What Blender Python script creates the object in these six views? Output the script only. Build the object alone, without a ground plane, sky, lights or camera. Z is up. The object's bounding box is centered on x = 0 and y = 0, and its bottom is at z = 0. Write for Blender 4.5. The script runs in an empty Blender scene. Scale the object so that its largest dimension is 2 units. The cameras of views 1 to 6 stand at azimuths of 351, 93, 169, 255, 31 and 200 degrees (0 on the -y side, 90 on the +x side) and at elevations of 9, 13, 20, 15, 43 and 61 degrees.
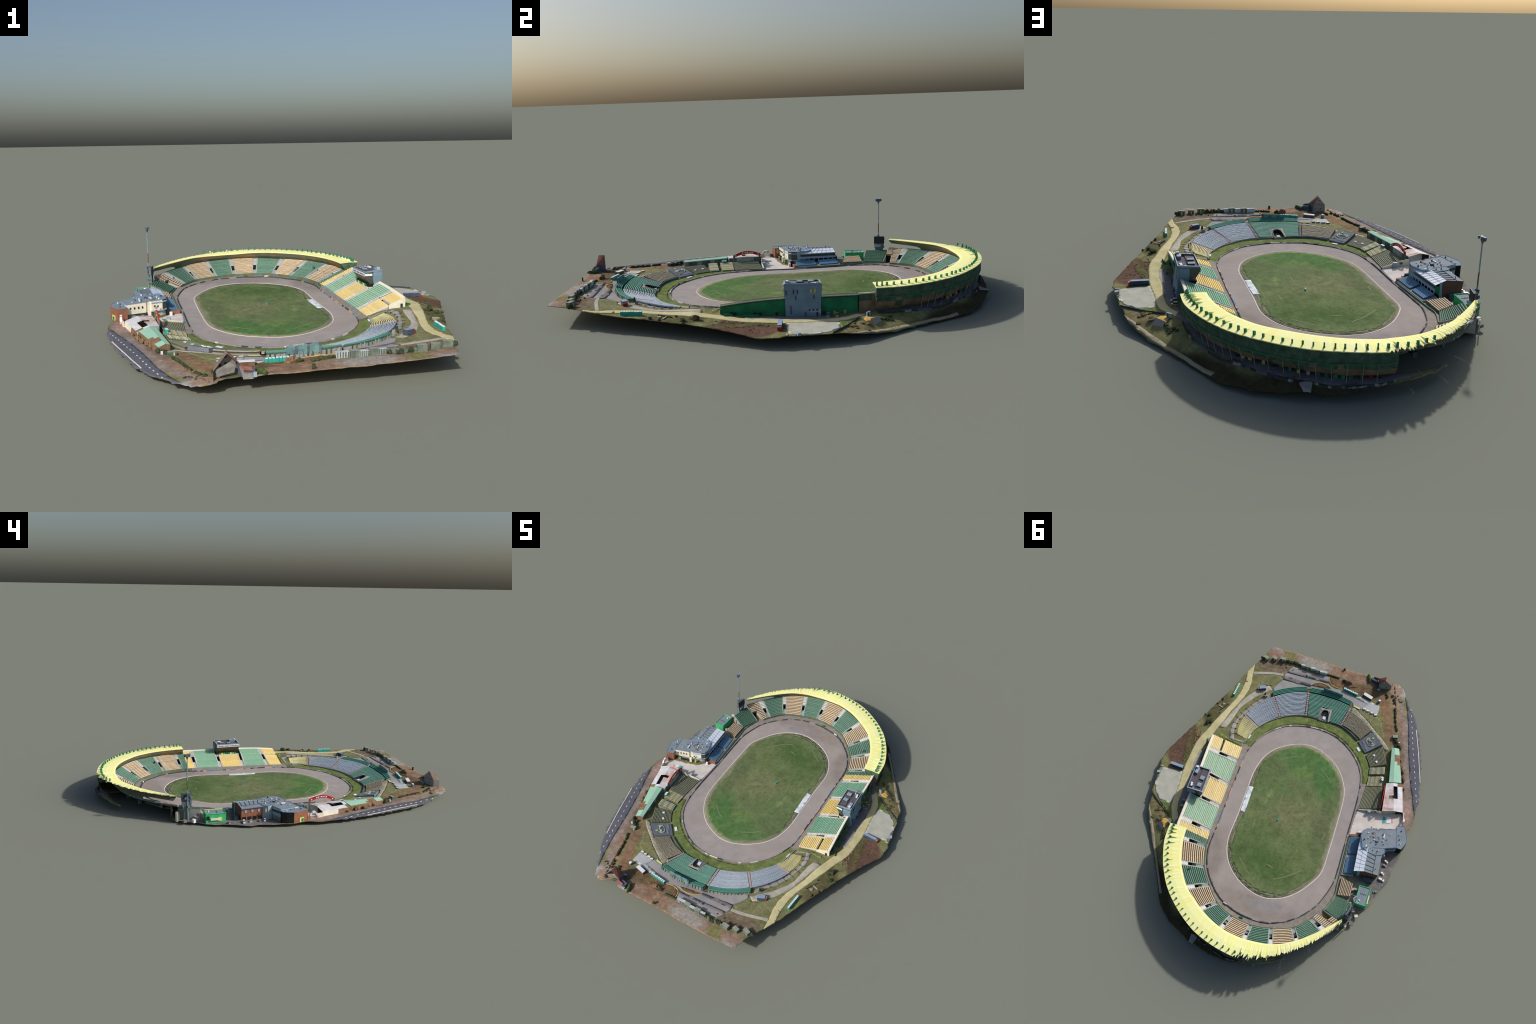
# Procedural model of a speedway stadium and its grounds: an aerial-survey look.
import bpy, math, random
import numpy as np
from mathutils import Vector, Matrix, noise as mnoise
from mathutils.geometry import delaunay_2d_cdt

R = random.Random(20240)

# ------------------------------------------------------------------ materials
def lin(c):
    # colours are given as they look in the sun; a lit surface returns about 0.84 of its base colour
    return tuple(min(.92, ((v/255)/12.92 if v/255 <= .04045 else ((v/255+.055)/1.055)**2.4)/.84) for v in c) + (1.0,)

def new_mat(name, rough=.9, spec=.12, metal=0.0):
    m = bpy.data.materials.new(name)
    m.use_nodes = True
    nt = m.node_tree
    b = nt.nodes['Principled BSDF']
    b.inputs['Roughness'].default_value = rough
    b.inputs['Specular IOR Level'].default_value = spec
    b.inputs['Metallic'].default_value = metal
    return m, nt, b

def N(nt, kind, **kw):
    n = nt.nodes.new(kind)
    for k, v in kw.items():
        setattr(n, k, v)
    return n

def mixc(nt, fac, a, b, mode='MIX'):
    n = N(nt, 'ShaderNodeMix', data_type='RGBA', blend_type=mode)
    for i, v in ((0, fac), (6, a), (7, b)):
        if hasattr(v, 'is_output'):
            nt.links.new(v, n.inputs[i])
        else:
            n.inputs[i].default_value = v
    return n.outputs[2]

def coords(nt):
    return N(nt, 'ShaderNodeTexCoord').outputs['Object']

def noise_fac(nt, vec, scale, detail=4, lo=.4, hi=.6, rough=.6):
    t = N(nt, 'ShaderNodeTexNoise')
    t.inputs['Scale'].default_value = scale
    t.inputs['Detail'].default_value = detail
    t.inputs['Roughness'].default_value = rough
    nt.links.new(vec, t.inputs['Vector'])
    r = N(nt, 'ShaderNodeMapRange')
    r.inputs[1].default_value, r.inputs[2].default_value = lo, hi
    nt.links.new(t.outputs['Fac'], r.inputs[0])
    return r.outputs[0], t

def warp(nt, vec, scale, amount):
    t = N(nt, 'ShaderNodeTexNoise')
    t.inputs['Scale'].default_value = scale
    t.inputs['Detail'].default_value = 4
    nt.links.new(vec, t.inputs['Vector'])
    s = N(nt, 'ShaderNodeVectorMath', operation='SUBTRACT')
    s.inputs[1].default_value = (.5, .5, .5)
    nt.links.new(t.outputs['Color'], s.inputs[0])
    a = N(nt, 'ShaderNodeVectorMath', operation='MULTIPLY_ADD')
    a.inputs[1].default_value = (amount, amount, 0)
    nt.links.new(s.outputs[0], a.inputs[0])
    nt.links.new(vec, a.inputs[2])
    return a.outputs[0]

def blob(nt, vec, x, y, rx, ry, rot=0, soft=.25, strength=1.0):
    """Soft elliptical patch mask around (x, y)."""
    m = N(nt, 'ShaderNodeMapping', vector_type='TEXTURE')
    m.inputs['Location'].default_value = (x, y, 0)
    m.inputs['Rotation'].default_value = (0, 0, math.radians(rot))
    m.inputs['Scale'].default_value = (rx, ry, 1)
    nt.links.new(vec, m.inputs['Vector'])
    f = N(nt, 'ShaderNodeVectorMath', operation='MULTIPLY')
    f.inputs[1].default_value = (1, 1, 0)
    nt.links.new(m.outputs[0], f.inputs[0])
    l = N(nt, 'ShaderNodeVectorMath', operation='LENGTH')
    nt.links.new(f.outputs[0], l.inputs[0])
    r = N(nt, 'ShaderNodeMapRange', interpolation_type='SMOOTHSTEP')
    r.inputs[1].default_value, r.inputs[2].default_value = 1 - soft, 1 + soft
    r.inputs[3].default_value, r.inputs[4].default_value = strength, 0
    nt.links.new(l.outputs['Value'], r.inputs[0])
    return r.outputs[0]

def bump(nt, b, tex, strength, dist=.002):
    n = N(nt, 'ShaderNodeBump')
    n.inputs['Strength'].default_value = strength
    n.inputs['Distance'].default_value = dist
    nt.links.new(tex.outputs['Fac'], n.inputs['Height'])
    nt.links.new(n.outputs[0], b.inputs['Normal'])

def plain(name, c, c2=None, scale=60, rough=.85, spec=.12, metal=0.0, fine=0.08, rand=0.0, bmp=0.0):
    """Two-tone mottled surface with a fine grain."""
    m, nt, b = new_mat(name, rough, spec, metal)
    v = coords(nt)
    c2 = c2 or tuple(x*.88 for x in c)
    f, t = noise_fac(nt, v, scale, 5, .35, .65)
    col = mixc(nt, f, lin(c), lin(c2))
    if fine:
        g, t2 = noise_fac(nt, v, 420, 2, .3, .7)
        col = mixc(nt, fine, col, mixc(nt, g, (0, 0, 0, 1), (1, 1, 1, 1)), 'OVERLAY')
        t = t2
    if rand:
        o = N(nt, 'ShaderNodeObjectInfo')
        r = N(nt, 'ShaderNodeMapRange')
        r.inputs[3].default_value, r.inputs[4].default_value = 1 - rand, 1 + rand
        nt.links.new(o.outputs['Random'], r.inputs[0])
        h = N(nt, 'ShaderNodeHueSaturation')
        nt.links.new(col, h.inputs['Color'])
        nt.links.new(r.outputs[0], h.inputs['Value'])
        col = h.outputs[0]
    nt.links.new(col, b.inputs['Base Color'])
    if bmp:
        bump(nt, b, t, bmp)
    return m

def patchy(name, c, c2, blobs, scale=18, wscale=14, wamt=.05, fine=.2, rough=.95, bmp=.25, grain=220, mottle=0.0):
    """Ground cover: noisy two-tone base with soft patches of other colours."""
    m, nt, b = new_mat(name, rough, .05)
    v = coords(nt)
    f, _ = noise_fac(nt, v, scale, 7, .38, .62, .65)
    col = mixc(nt, f, lin(c), lin(c2))
    w = warp(nt, v, wscale, wamt)
    for (x, y, rx, ry, rot, soft, cc, st) in blobs:
        f2, _ = noise_fac(nt, v, scale*2.2, 5, .3, .7)
        tone = mixc(nt, f2, lin(cc), lin(tuple(k*.86 for k in cc)))
        col = mixc(nt, blob(nt, w, x, y, rx, ry, rot, soft, st), col, tone)
    if mottle:
        for sc, k in ((22, 1.0), (60, .7)):
            q, _ = noise_fac(nt, v, sc, 5, .3, .7, .7)
            col = mixc(nt, mottle*k, col, mixc(nt, q, (.1, .1, .1, 1), (.9, .9, .9, 1)), 'OVERLAY')
    g, t = noise_fac(nt, v, grain, 3, .25, .75)
    col = mixc(nt, fine, col, mixc(nt, g, (0, 0, 0, 1), (1, 1, 1, 1)), 'OVERLAY')
    nt.links.new(col, b.inputs['Base Color'])
    if bmp:
        bump(nt, b, t, bmp, .0015)
    return m

M = {}
M['grey_track'] = patchy('track_shale', (150, 143, 140), (141, 134, 130), [
    (-.1, .67, .3, .06, 0, .5, (138, 128, 122), .8), (.24, .5, .06, .2, 10, .5, (137, 128, 123), .8),
    (-.38, -.1, .05, .4, 0, .5, (152, 147, 146), .6), (0, -.46, .3, .06, 0, .5, (155, 150, 147), .7),
    (-.15, .64, .12, .03, 10, .5, (146, 143, 146), .7)], scale=9, fine=.05, bmp=.08, grain=300)
M['infield'] = patchy('infield_turf', (97, 108, 75), (83, 102, 65), [
    (-.06, -.30, .22, .09, 0, .5, (79, 112, 65), .8), (-.20, -.20, .06, .14, 20, .5, (75, 112, 63), .8),
    (-.06, -.20, .062, .05, 8, .15, (101, 128, 75), .6),
    (.08, .0, .028, .03, -8, .2, (117, 130, 87), .7), (.1, .05, .03, .02, -8, .3, (115, 126, 85), .6), (.125, .17, .03, .028, -8, .3, (115, 124, 81), .6),
    (-.08, .10, .16, .10, 30, .6, (113, 116, 85), .8), (-.2, .05, .1, .12, 0, .6, (107, 114, 81), .6),
    (.03, .25, .1, .1, 0, .6, (89, 106, 67), .7), (-.08, .42, .18, .09, 0, .6, (75, 98, 57), .85),
    (-.2, .3, .09, .12, 0, .6, (101, 112, 75), .6), (.1, .38, .05, .08, 0, .6, (81, 100, 61), .7),
    (-.28, .1, .04, .25, 0, .7, (95, 104, 75), .6), (.13, -.15, .05, .12, 0, .7, (93, 104, 73), .5)],
    scale=16, fine=.25, bmp=.3, mottle=.28)
M['infield_edge'] = patchy('infield_margin', (130, 125, 110), (116, 115, 90), [], scale=22, fine=.15, mottle=.3)
M['white_paint'] = plain('white_line_paint', (214, 209, 200), (196, 190, 180), 40)
M['terrain'] = patchy('mixed_ground', (118, 116, 82), (104, 106, 70), [
    (.05, -.96, .46, .06, 0, .3, (134, 116, 100), 1), (-.12, -.95, .12, .06, 0, .5, (138, 114, 96), 1), (.12, -.955, .1, .045, 0, .4, (146, 141, 135), 1), (.1, -.99, .2, .008, 0, .8, (144, 122, 100), .8),
    (.30, -.95, .045, .035, 0, .4, (122, 120, 80), 1), (.38, -.94, .06, .022, 0, .4, (150, 124, 112), 1), (.40, -.975, .06, .015, 0, .4, (142, 132, 126), 1),
    (.36, -.84, .12, .06, 0, .3, (120, 108, 90), 1), (.33, -.87, .08, .03, 0, .4, (110, 96, 80), .8), (-.468, -.965, .035, .05, 20, .5, (152, 146, 146), 1), (-.43, -.955, .02, .06, 22, .5, (160, 130, 104), 1), (-.28, -.88, .1, .05, 20, .4, (104, 88, 68), 1), (-.13, -.88, .1, .03, 0, .4, (116, 92, 72), 1),
    (-.40, -.80, .03, .14, 25, .5, (134, 106, 84), 1), (-.45, -.68, .04, .14, 25, .5, (130, 106, 84), .9), (-.36, -.68, .06, .08, 20, .5, (118, 124, 82), .9), (-.335, -.95, .05, .05, 0, .5, (96, 98, 74), 1),
    (-.49, -.80, .035, .25, 30, .4, (148, 120, 98), 1), (-.53, -.76, .02, .3, 30, .5, (140, 132, 126), .8), (-.62, -.42, .05, .35, 18, .4, (126, 106, 94), 1), (-.64, -.42, .02, .3, 18, .5, (140, 132, 126), .8),
    (-.70, -.14, .04, .1, 10, .4, (150, 128, 122), 1), (-.752, -.28, .022, .16, 8, .4, (90, 92, 101), 1), (-.715, -.52, .022, .16, 16, .4, (90, 92, 101), 1), (-.635, -.75, .022, .14, 30, .4, (90, 92, 101), 1), (-.555, -.88, .02, .1, 38, .4, (98, 99, 106), 1), (-.66, .25, .12, .22, 0, .3, (112, 110, 108), 1), (-.62, .5, .1, .12, 0, .3, (120, 116, 108), 1), (-.56, .42, .06, .1, 0, .3, (140, 134, 124), 1),
    (.66, -.15, .07, .16, 32, .3, (96, 76, 64), 1), (.70, -.06, .06, .1, 20, .3, (104, 82, 70), 1), (.61, -.38, .05, .12, 25, .4, (88, 86, 58), 1), (.585, -.5, .05, .1, 20, .4, (94, 88, 64), 1), (.64, -.08, .02, .16, 10, .5, (92, 92, 58), .9),
    (.50, -.66, .03, .08, 0, .4, (150, 140, 130), .0),
    (.68, .34, .06, .09, 30, .3, (122, 114, 82), 1), (.62, .30, .03, .03, 30, .4, (108, 116, 64), 1),
    (.45, .76, .06, .22, 38, .3, (66, 60, 44), 1), (.2, .94, .2, .06, -22, .3, (66, 60, 44), 1), (-.02, .99, .1, .04, 0, .3, (70, 64, 48), 1)],
    scale=24, wscale=18, wamt=.045, fine=.25, bmp=.4, mottle=.35)
M['yellow_path'] = plain('yellow_gravel', (188, 181, 142), (178, 170, 128), 20, .95, .05, fine=.06)
M['asphalt'] = plain('road_asphalt', (92, 94, 104), (84, 86, 95), 25, .9, .1, fine=.06)
M['parking'] = patchy('worn_tarmac', (150, 148, 146), (140, 139, 140), [], scale=14, fine=.1, bmp=.1)
M['tarmac_dark'] = plain('dark_tarmac', (116, 110, 110), (108, 103, 104), 30, .95, .05)
M['tarmac_shade'] = plain('yard_tarmac', (112, 112, 116), (100, 100, 106), 30, .95, .05)
M['concrete'] = plain('pale_concrete', (170, 165, 154), (152, 148, 138), 30, .92, .08, fine=.12)
M['concrete_grey'] = plain('grey_concrete', (148, 145, 142), (132, 130, 128), 34, .92, .08, fine=.12)
M['apron'] = plain('light_paving', (198, 192, 188), (184, 177, 172), 26, .92, .08, fine=.06)
M['pavement'] = plain('pavement', (172, 173, 162), (160, 160, 150), 16, .95, .05, fine=.1)
M['tent_pad'] = plain('smooth_pad', (168, 172, 174), (160, 164, 166), 20)
M['grass_verge'] = patchy('verge_grass', (106, 118, 72), (94, 108, 62), [], scale=26, fine=.25, mottle=.35)
M['grass_dull'] = patchy('dull_grass', (120, 120, 88), (108, 108, 76), [], scale=26, fine=.25, mottle=.35)
M['dirt'] = patchy('brown_soil', (112, 92, 72), (98, 80, 62), [], scale=26, fine=.2, mottle=.3)
M['gold'] = plain('gold_sand', (196, 164, 92), (176, 148, 86), 60)
M['tread_beige'] = plain('beige_step', (212, 206, 192), (198, 191, 178), 60)
M['tread_dark'] = plain('weathered_step', (112, 106, 96), (92, 88, 80), 60)
M['tread_grey'] = plain('grey_step', (98, 106, 116), (86, 94, 104), 60)
M['tread_teal'] = plain('teal_step', (94, 114, 106), (80, 102, 94), 60)
M['tread_moss'] = plain('mossy_teal_step', (70, 92, 84), (60, 80, 74), 60)
M['tread_umber'] = plain('umber_step', (72, 68, 60), (60, 57, 51), 60)
M['infield_fringe'] = patchy('infield_fringe', (118, 117, 98), (104, 110, 82), [], scale=30, fine=.2, mottle=.35)
M['tread_olive'] = plain('mossy_step', (102, 104, 78), (88, 92, 68), 40)
M['tread_brown'] = plain('brown_step', (102, 96, 88), (88, 82, 76), 60)
for key, a, b2 in (('green_bright', (112, 174, 146), (98, 162, 134)), ('yellow_seat', (228, 204, 122), (218, 190, 102)),
                   ('green_seat', (106, 142, 124), (86, 122, 106)), ('tan_seat', (206, 188, 160), (190, 168, 138)),  # green_seat: stand green darkened to carry the shade under the roof
                   ('grey_seat', (178, 188, 198), (158, 170, 182)), ('teal_seat', (122, 168, 150), (104, 150, 134)),
                   ('teal_dark_seat', (82, 146, 128), (74, 132, 116)), ('straw_seat', (208, 202, 154), (192, 186, 138)),
                   ('drab_seat', (172, 164, 144), (152, 144, 124)), ('olive_seat', (128, 131, 112), (112, 115, 96)),
                   ('mint_seat', (156, 176, 168), (140, 160, 152)), ('blue_seat', (112, 152, 180), (94, 134, 166)),
                   ('greenw_seat', (90, 126, 104), (74, 108, 88))):
    M[key] = plain(key, a, b2, 120, .7, .2, rand=.10)
M['aisle'] = plain('aisle_concrete', (190, 186, 178), (170, 168, 160), 70)
M['aisle_green'] = plain('aisle_concrete_mossy', (150, 158, 152), (132, 141, 135), 70)
M['white_step'] = plain('white_step', (222, 220, 216), (204, 202, 198), 60)
M['dark_void'] = plain('dark_opening', (38, 40, 40), (28, 30, 30), 60)  # near-black paint adds shadow inside recesses and holes
M['canopy_yellow'] = None
M['post_green'] = plain('post_green', (52, 128, 92), (42, 108, 78), 120)
M['girder'] = plain('girder_green', (76, 98, 80), (52, 72, 58), 40, fine=.3)
M['back_brown'] = plain('back_wall_brown', (132, 116, 92), (104, 94, 76), 22, fine=.25)  # brown lightened, since this rear face lies in shadow
M['back_green'] = plain('back_wall_green', (48, 128, 84), (38, 100, 70), 14, fine=.1)
M['soffit'] = None
M['tower'] = plain('tower_plaster', (112, 134, 150), (98, 120, 136), 16, .8, .2)
M['tower_pale'] = plain('tower_plaster_pale', (160, 172, 182), (150, 160, 170), 20)
M['roof_dark'] = plain('dark_roof_felt', (92, 88, 94), (78, 74, 80), 30)
M['panel_grey'] = plain('roof_panel', (150, 164, 176), (130, 146, 158), 120, .6, .3)
M['white'] = plain('white_board', (214, 217, 222), (200, 203, 210), 60)
M['slab'] = plain('start_slab', (196, 203, 210), (184, 191, 200), 40)
M['glass_dark'] = plain('dark_window', (70, 76, 72), (54, 56, 52), 30, .35, .4)
M['window'] = plain('window_dark', (44, 48, 54), (36, 40, 46), 80, .4, .4)
M['bronze'] = plain('bronze_glazing', (88, 80, 62), (58, 62, 56), 24, .35, .4)
M['felt'] = plain('grey_roof_felt', (124, 134, 142), (112, 122, 130), 26, .85, .15)
M['blue_trim'] = plain('blue_trim', (102, 134, 170), (90, 120, 154), 60)
M['white_wall'] = plain('cream_render', (216, 212, 196), (196, 190, 172), 22)
M['brick'] = plain('brick', (144, 98, 76), (124, 84, 66), 40)
M['brick_dark'] = plain('dark_brick', (112, 78, 68), (96, 68, 60), 40)
M['pale_blue_wall'] = plain('pale_blue_cladding', (150, 170, 184), (134, 152, 166), 30)
M['glass_roof'] = plain('glazed_roof', (214, 220, 228), (202, 209, 222), 20, .6, .2)
M['kiosk_green'] = plain('kiosk_green', (70, 176, 116), (60, 154, 102), 40)
M['tin'] = plain('weathered_tin', (200, 202, 208), (178, 174, 176), 18, .7, .2)
M['tin_rust'] = plain('rusty_tin', (204, 198, 198), (166, 134, 120), 34, .8, .15)
M['mint_tin'] = plain('mint_sheet_roof', (146, 188, 166), (138, 176, 156), 14, .75, .15)
M['shed_wall'] = plain('stained_wall', (166, 172, 166), (112, 122, 112), 18, fine=.2)
M['shed_dark'] = plain('shed_shade_wall', (96, 110, 102), (70, 84, 78), 18, fine=.2)
M['red'] = plain('red_banner', (164, 44, 40), (146, 38, 36), 40)
M['teal'] = plain('teal_plastic', (40, 160, 148), (34, 142, 132), 60, .6, .3)
M['container_blue'] = plain('container_roof', (134, 152, 178), (120, 138, 164), 30, .7, .2)
M['container_dark'] = plain('container_side', (76, 84, 96), (62, 68, 80), 30)
M['banner'] = plain('grey_banner', (112, 118, 127), (102, 108, 117), 16, .8, .15)  # grey raised to offset the tilt away from the sun
M['lime'] = plain('lime_print', (196, 200, 130), (188, 192, 122), 40)
M['black'] = plain('black_panel', (38, 40, 48), (32, 34, 42), 60, .6, .3)
M['screen_body'] = plain('screen_housing', (104, 116, 118), (76, 88, 90), 40, fine=.2)
M['pole'] = plain('galvanised_pole', (124, 146, 160), (108, 128, 140), 60, .6, .3)
M['pole_rust'] = plain('rusty_pole', (122, 88, 70), (104, 78, 64), 60)
M['lamp'] = plain('lamp_grey', (88, 104, 116), (70, 84, 96), 160, .6, .3)
M['fence_dark'] = plain('dark_fence', (66, 70, 80), (54, 58, 66), 60)
M['fence_grey'] = plain('grey_fence', (140, 138, 138), (118, 118, 120), 60)
M['fence_white'] = plain('white_fence', (206, 204, 200), (186, 184, 180), 60)
M['fence_red'] = plain('faded_red_fence', (196, 160, 140), (176, 140, 124), 60)
M['fence_blue'] = plain('blue_fence', (92, 134, 160), (80, 118, 144), 60)
M['wall_blue'] = plain('slate_wall', (92, 102, 114), (80, 90, 100), 40)
M['bush'] = patchy('dark_foliage', (70, 78, 56), (48, 56, 42), [], scale=90, fine=.35, bmp=.6)
M['hedge'] = patchy('green_foliage', (74, 92, 52), (54, 70, 42), [], scale=90, fine=.35, bmp=.6)
M['dry_bush'] = patchy('dry_foliage', (132, 108, 84), (104, 84, 66), [], scale=60, fine=.3, bmp=.5)
M['hut'] = plain('hut_panel', (108, 118, 106), (84, 94, 86), 50, fine=.2)
M['hut_roof'] = plain('hut_roof', (142, 146, 132), (124, 130, 118), 60)
M['hut_white'] = plain('hut_white', (186, 192, 196), (150, 158, 160), 60, fine=.2)
M['stone'] = plain('house_render', (142, 140, 136), (112, 110, 106), 24, fine=.2)
M['roof_red'] = plain('clay_tiles', (140, 92, 82), (122, 80, 72), 60, fine=.15)
M['roof_brown'] = plain('weathered_tiles', (130, 116, 106), (112, 100, 92), 40)
M['slate'] = plain('slate_annex', (92, 98, 110), (78, 84, 96), 50)
M['car_white'] = plain('car_white', (228, 228, 228), (214, 214, 216), 40, .35, .5)
M['car_grey'] = plain('car_grey', (142, 146, 156), (130, 134, 144), 40, .35, .5)
M['car_yellow'] = plain('car_yellow', (176, 168, 84), (160, 150, 74), 40, .35, .5)
M['wood'] = plain('bench_wood', (150, 150, 128), (128, 132, 116), 60)
M['net'] = plain('billboard_mesh', (108, 146, 142), (86, 112, 118), 40, fine=.2)

def canopy_material():
    m, nt, b = new_mat('yellow_roof_sheet', .8, .12)
    v = coords(nt)
    # radial streaks: angle about the bend centre drives the noise
    sub = N(nt, 'ShaderNodeVectorMath', operation='SUBTRACT'); sub.inputs[1].default_value = (-.04, .42, 0)
    nt.links.new(v, sub.inputs[0])
    sep = N(nt, 'ShaderNodeSeparateXYZ'); nt.links.new(sub.outputs[0], sep.inputs[0])
    at = N(nt, 'ShaderNodeMath', operation='ARCTAN2')
    nt.links.new(sep.outputs[1], at.inputs[0]); nt.links.new(sep.outputs[0], at.inputs[1])
    ln = N(nt, 'ShaderNodeVectorMath', operation='LENGTH'); nt.links.new(sub.outputs[0], ln.inputs[0])
    mul = N(nt, 'ShaderNodeMath', operation='MULTIPLY'); mul.inputs[1].default_value = .12
    nt.links.new(ln.outputs['Value'], mul.inputs[0])
    cmb = N(nt, 'ShaderNodeCombineXYZ')
    nt.links.new(at.outputs[0], cmb.inputs[0]); nt.links.new(mul.outputs[0], cmb.inputs[1])
    f, t = noise_fac(nt, cmb.outputs[0], 34, 4, .4, .66)
    g, _ = noise_fac(nt, cmb.outputs[0], 13, 3, .5, .72)
    col = mixc(nt, f, lin((226, 231, 150)), lin((236, 240, 176)))
    col = mixc(nt, g, col, lin((228, 218, 132)))
    w, _ = noise_fac(nt, cmb.outputs[0], 60, 2, .64, .74)
    col = mixc(nt, w, col, lin((214, 222, 196)))
    nt.links.new(col, b.inputs['Base Color'])
    return m
M['canopy_yellow'] = canopy_material()

def soffit_material():
    m, nt, b = new_mat('stained_soffit', .9, .08)
    v = coords(nt)
    w = warp(nt, v, 10, .06)
    f, _ = noise_fac(nt, w, 7, 3, .45, .55)
    col = mixc(nt, f, lin((86, 104, 88)), lin((134, 114, 80)))
    mp = N(nt, 'ShaderNodeMapping'); mp.inputs['Scale'].default_value = (20, 20, 260)
    nt.links.new(v, mp.inputs['Vector'])
    g, _ = noise_fac(nt, mp.outputs[0], 1, 3, .35, .65)
    col = mixc(nt, g, col, lin((92, 88, 76)))
    nt.links.new(col, b.inputs['Base Color'])
    return m
M['soffit'] = soffit_material()

# ------------------------------------------------------------------ mesh helpers
root = bpy.data.objects.new('speedway_stadium', None)
bpy.context.scene.collection.objects.link(root)
root['label'] = 'oval speedway stadium with curved yellow roof and surrounding grounds'
root['category'] = 'stadium'

class Builder:
    def __init__(self):
        self.v, self.f, self.m, self.mats = [], [], [], []
    def mi(self, mat):
        mat = M[mat] if isinstance(mat, str) else mat
        if mat not in self.mats:
            self.mats.append(mat)
        return self.mats.index(mat)
    def face(self, pts, mat):
        n = len(self.v)
        self.v += [tuple(p) for p in pts]
        self.f.append(tuple(range(n, n+len(pts)))); self.m.append(self.mi(mat))
    def loft(self, rows, mat, close=False, flip=False):
        """rows: polylines of equal length; quads between neighbours; mat may be a function of (i, j)."""
        n0 = len(self.v); c = len(rows[0])
        for r in rows:
            self.v += [tuple(p) for p in r]
        for i in range(len(rows)-1):
            for j in range(c if close else c-1):
                k = (j+1) % c
                q = (n0+i*c+j, n0+i*c+k, n0+(i+1)*c+k, n0+(i+1)*c+j)
                self.f.append(q[::-1] if flip else q)
                self.m.append(self.mi(mat(i, j) if callable(mat) else mat))
    def prism(self, poly, z0, z1, side, top=None, bottom=False):
        """poly: xy outline (counter-clockwise); z0, z1 numbers or functions of (x, y)."""
        a = sum(p[0]*q[1]-q[0]*p[1] for p, q in zip(poly, poly[1:]+poly[:1]))
        if a < 0: poly = poly[::-1]
        zz = lambda z, p: z(*p) if callable(z) else z
        lo = [(p[0], p[1], zz(z0, p)) for p in poly]; hi = [(p[0], p[1], zz(z1, p)) for p in poly]
        n = len(poly)
        for i in range(n):
            j = (i+1) % n
            self.face([lo[i], lo[j], hi[j], hi[i]], side[i % len(side)] if isinstance(side, list) else side)
        self.face(hi, top or (side[0] if isinstance(side, list) else side))
        if bottom: self.face(lo[::-1], top or side)
    def box(self, c, size, rot=0, mat='white', top=None, tilt=None):
        """c: centre of the base."""
        sx, sy, sz = (k/2 for k in size)
        cr, sr = math.cos(math.radians(rot)), math.sin(math.radians(rot))
        P = [(c[0]+x*cr-y*sr, c[1]+x*sr+y*cr) for x, y in ((-sx, -sy), (sx, -sy), (sx, sy), (-sx, sy))]
        self.prism(P, c[2], c[2]+size[2], mat, top, True)
    def tube(self, p, q, r0, r1, mat, n=8):
        p, q = Vector(p), Vector(q); d = (q-p).normalized()
        a = d.orthogonal().normalized(); b = d.cross(a)
        ring = lambda c, r: [c+r*(a*math.cos(t)+b*math.sin(t)) for t in (k*2*math.pi/n for k in range(n))]
        self.loft([ring(p, r0), ring(q, r1)], mat, True)
        self.face(ring(p, r0)[::-1], mat); self.face(ring(q, r1), mat)
    def obj(self, name, parent=root, smooth=False, stuff=False):
        me = bpy.data.meshes.new(name)
        me.from_pydata(self.v, [], self.f)
        for m in self.mats: me.materials.append(m)
        me.polygons.foreach_set('material_index', self.m)
        if smooth: me.polygons.foreach_set('use_smooth', [True]*len(self.f))
        me.update()
        o = bpy.data.objects.new(name, me)
        bpy.context.scene.collection.objects.link(o)
        o.parent = parent
        if stuff: o['kind'] = 'stuff'
        return o

def group(name, parent=root):
    o = bpy.data.objects.new(name, None)
    bpy.context.scene.collection.objects.link(o)
    o.parent = parent
    return o

def catmull(pts, per=8, closed=False):
    P = [np.array(p, float) for p in pts]; n = len(P); out = []
    for i in range(n if closed else n-1):
        if closed: a, b, c, d = P[i-1], P[i], P[(i+1) % n], P[(i+2) % n]
        else: a, b, c, d = P[max(i-1, 0)], P[i], P[i+1], P[min(i+2, n-1)]
        for k in range(per):
            t = k/per
            out.append(.5*((2*b)+(c-a)*t+(2*a-5*b+4*c-d)*t*t+(3*b-a-3*c+d)*t**3))
    if not closed: out.append(P[-1])
    return [tuple(p) for p in out]

def at(pts, s):
    """Catmull-Rom position at a real station number."""
    P = [np.array(p, float) for p in pts]; n = len(P)
    i = min(max(int(math.floor(s)), 0), n-2); t = s-i
    a, b, c, d = P[max(i-1, 0)], P[i], P[i+1], P[min(i+2, n-1)]
    return .5*((2*b)+(c-a)*t+(2*a-5*b+4*c-d)*t*t+(3*b-a-3*c+d)*t**3)

def inside(x, y, poly):
    c = False; j = len(poly)-1
    for i in range(len(poly)):
        xi, yi = poly[i]; xj, yj = poly[j]
        if (yi > y) != (yj > y) and x < (xj-xi)*(y-yi)/(yj-yi)+xi: c = not c
        j = i
    return c

def offset(line, d, closed=False):
    out = []; n = len(line)
    for i in range(n):
        a = line[i-1] if (closed or i > 0) else line[i]; b = line[(i+1) % n] if (closed or i < n-1) else line[i]
        tx, ty = b[0]-a[0], b[1]-a[1]; l = math.hypot(tx, ty) or 1
        out.append((line[i][0]+ty/l*d, line[i][1]-tx/l*d))
    return out

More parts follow.
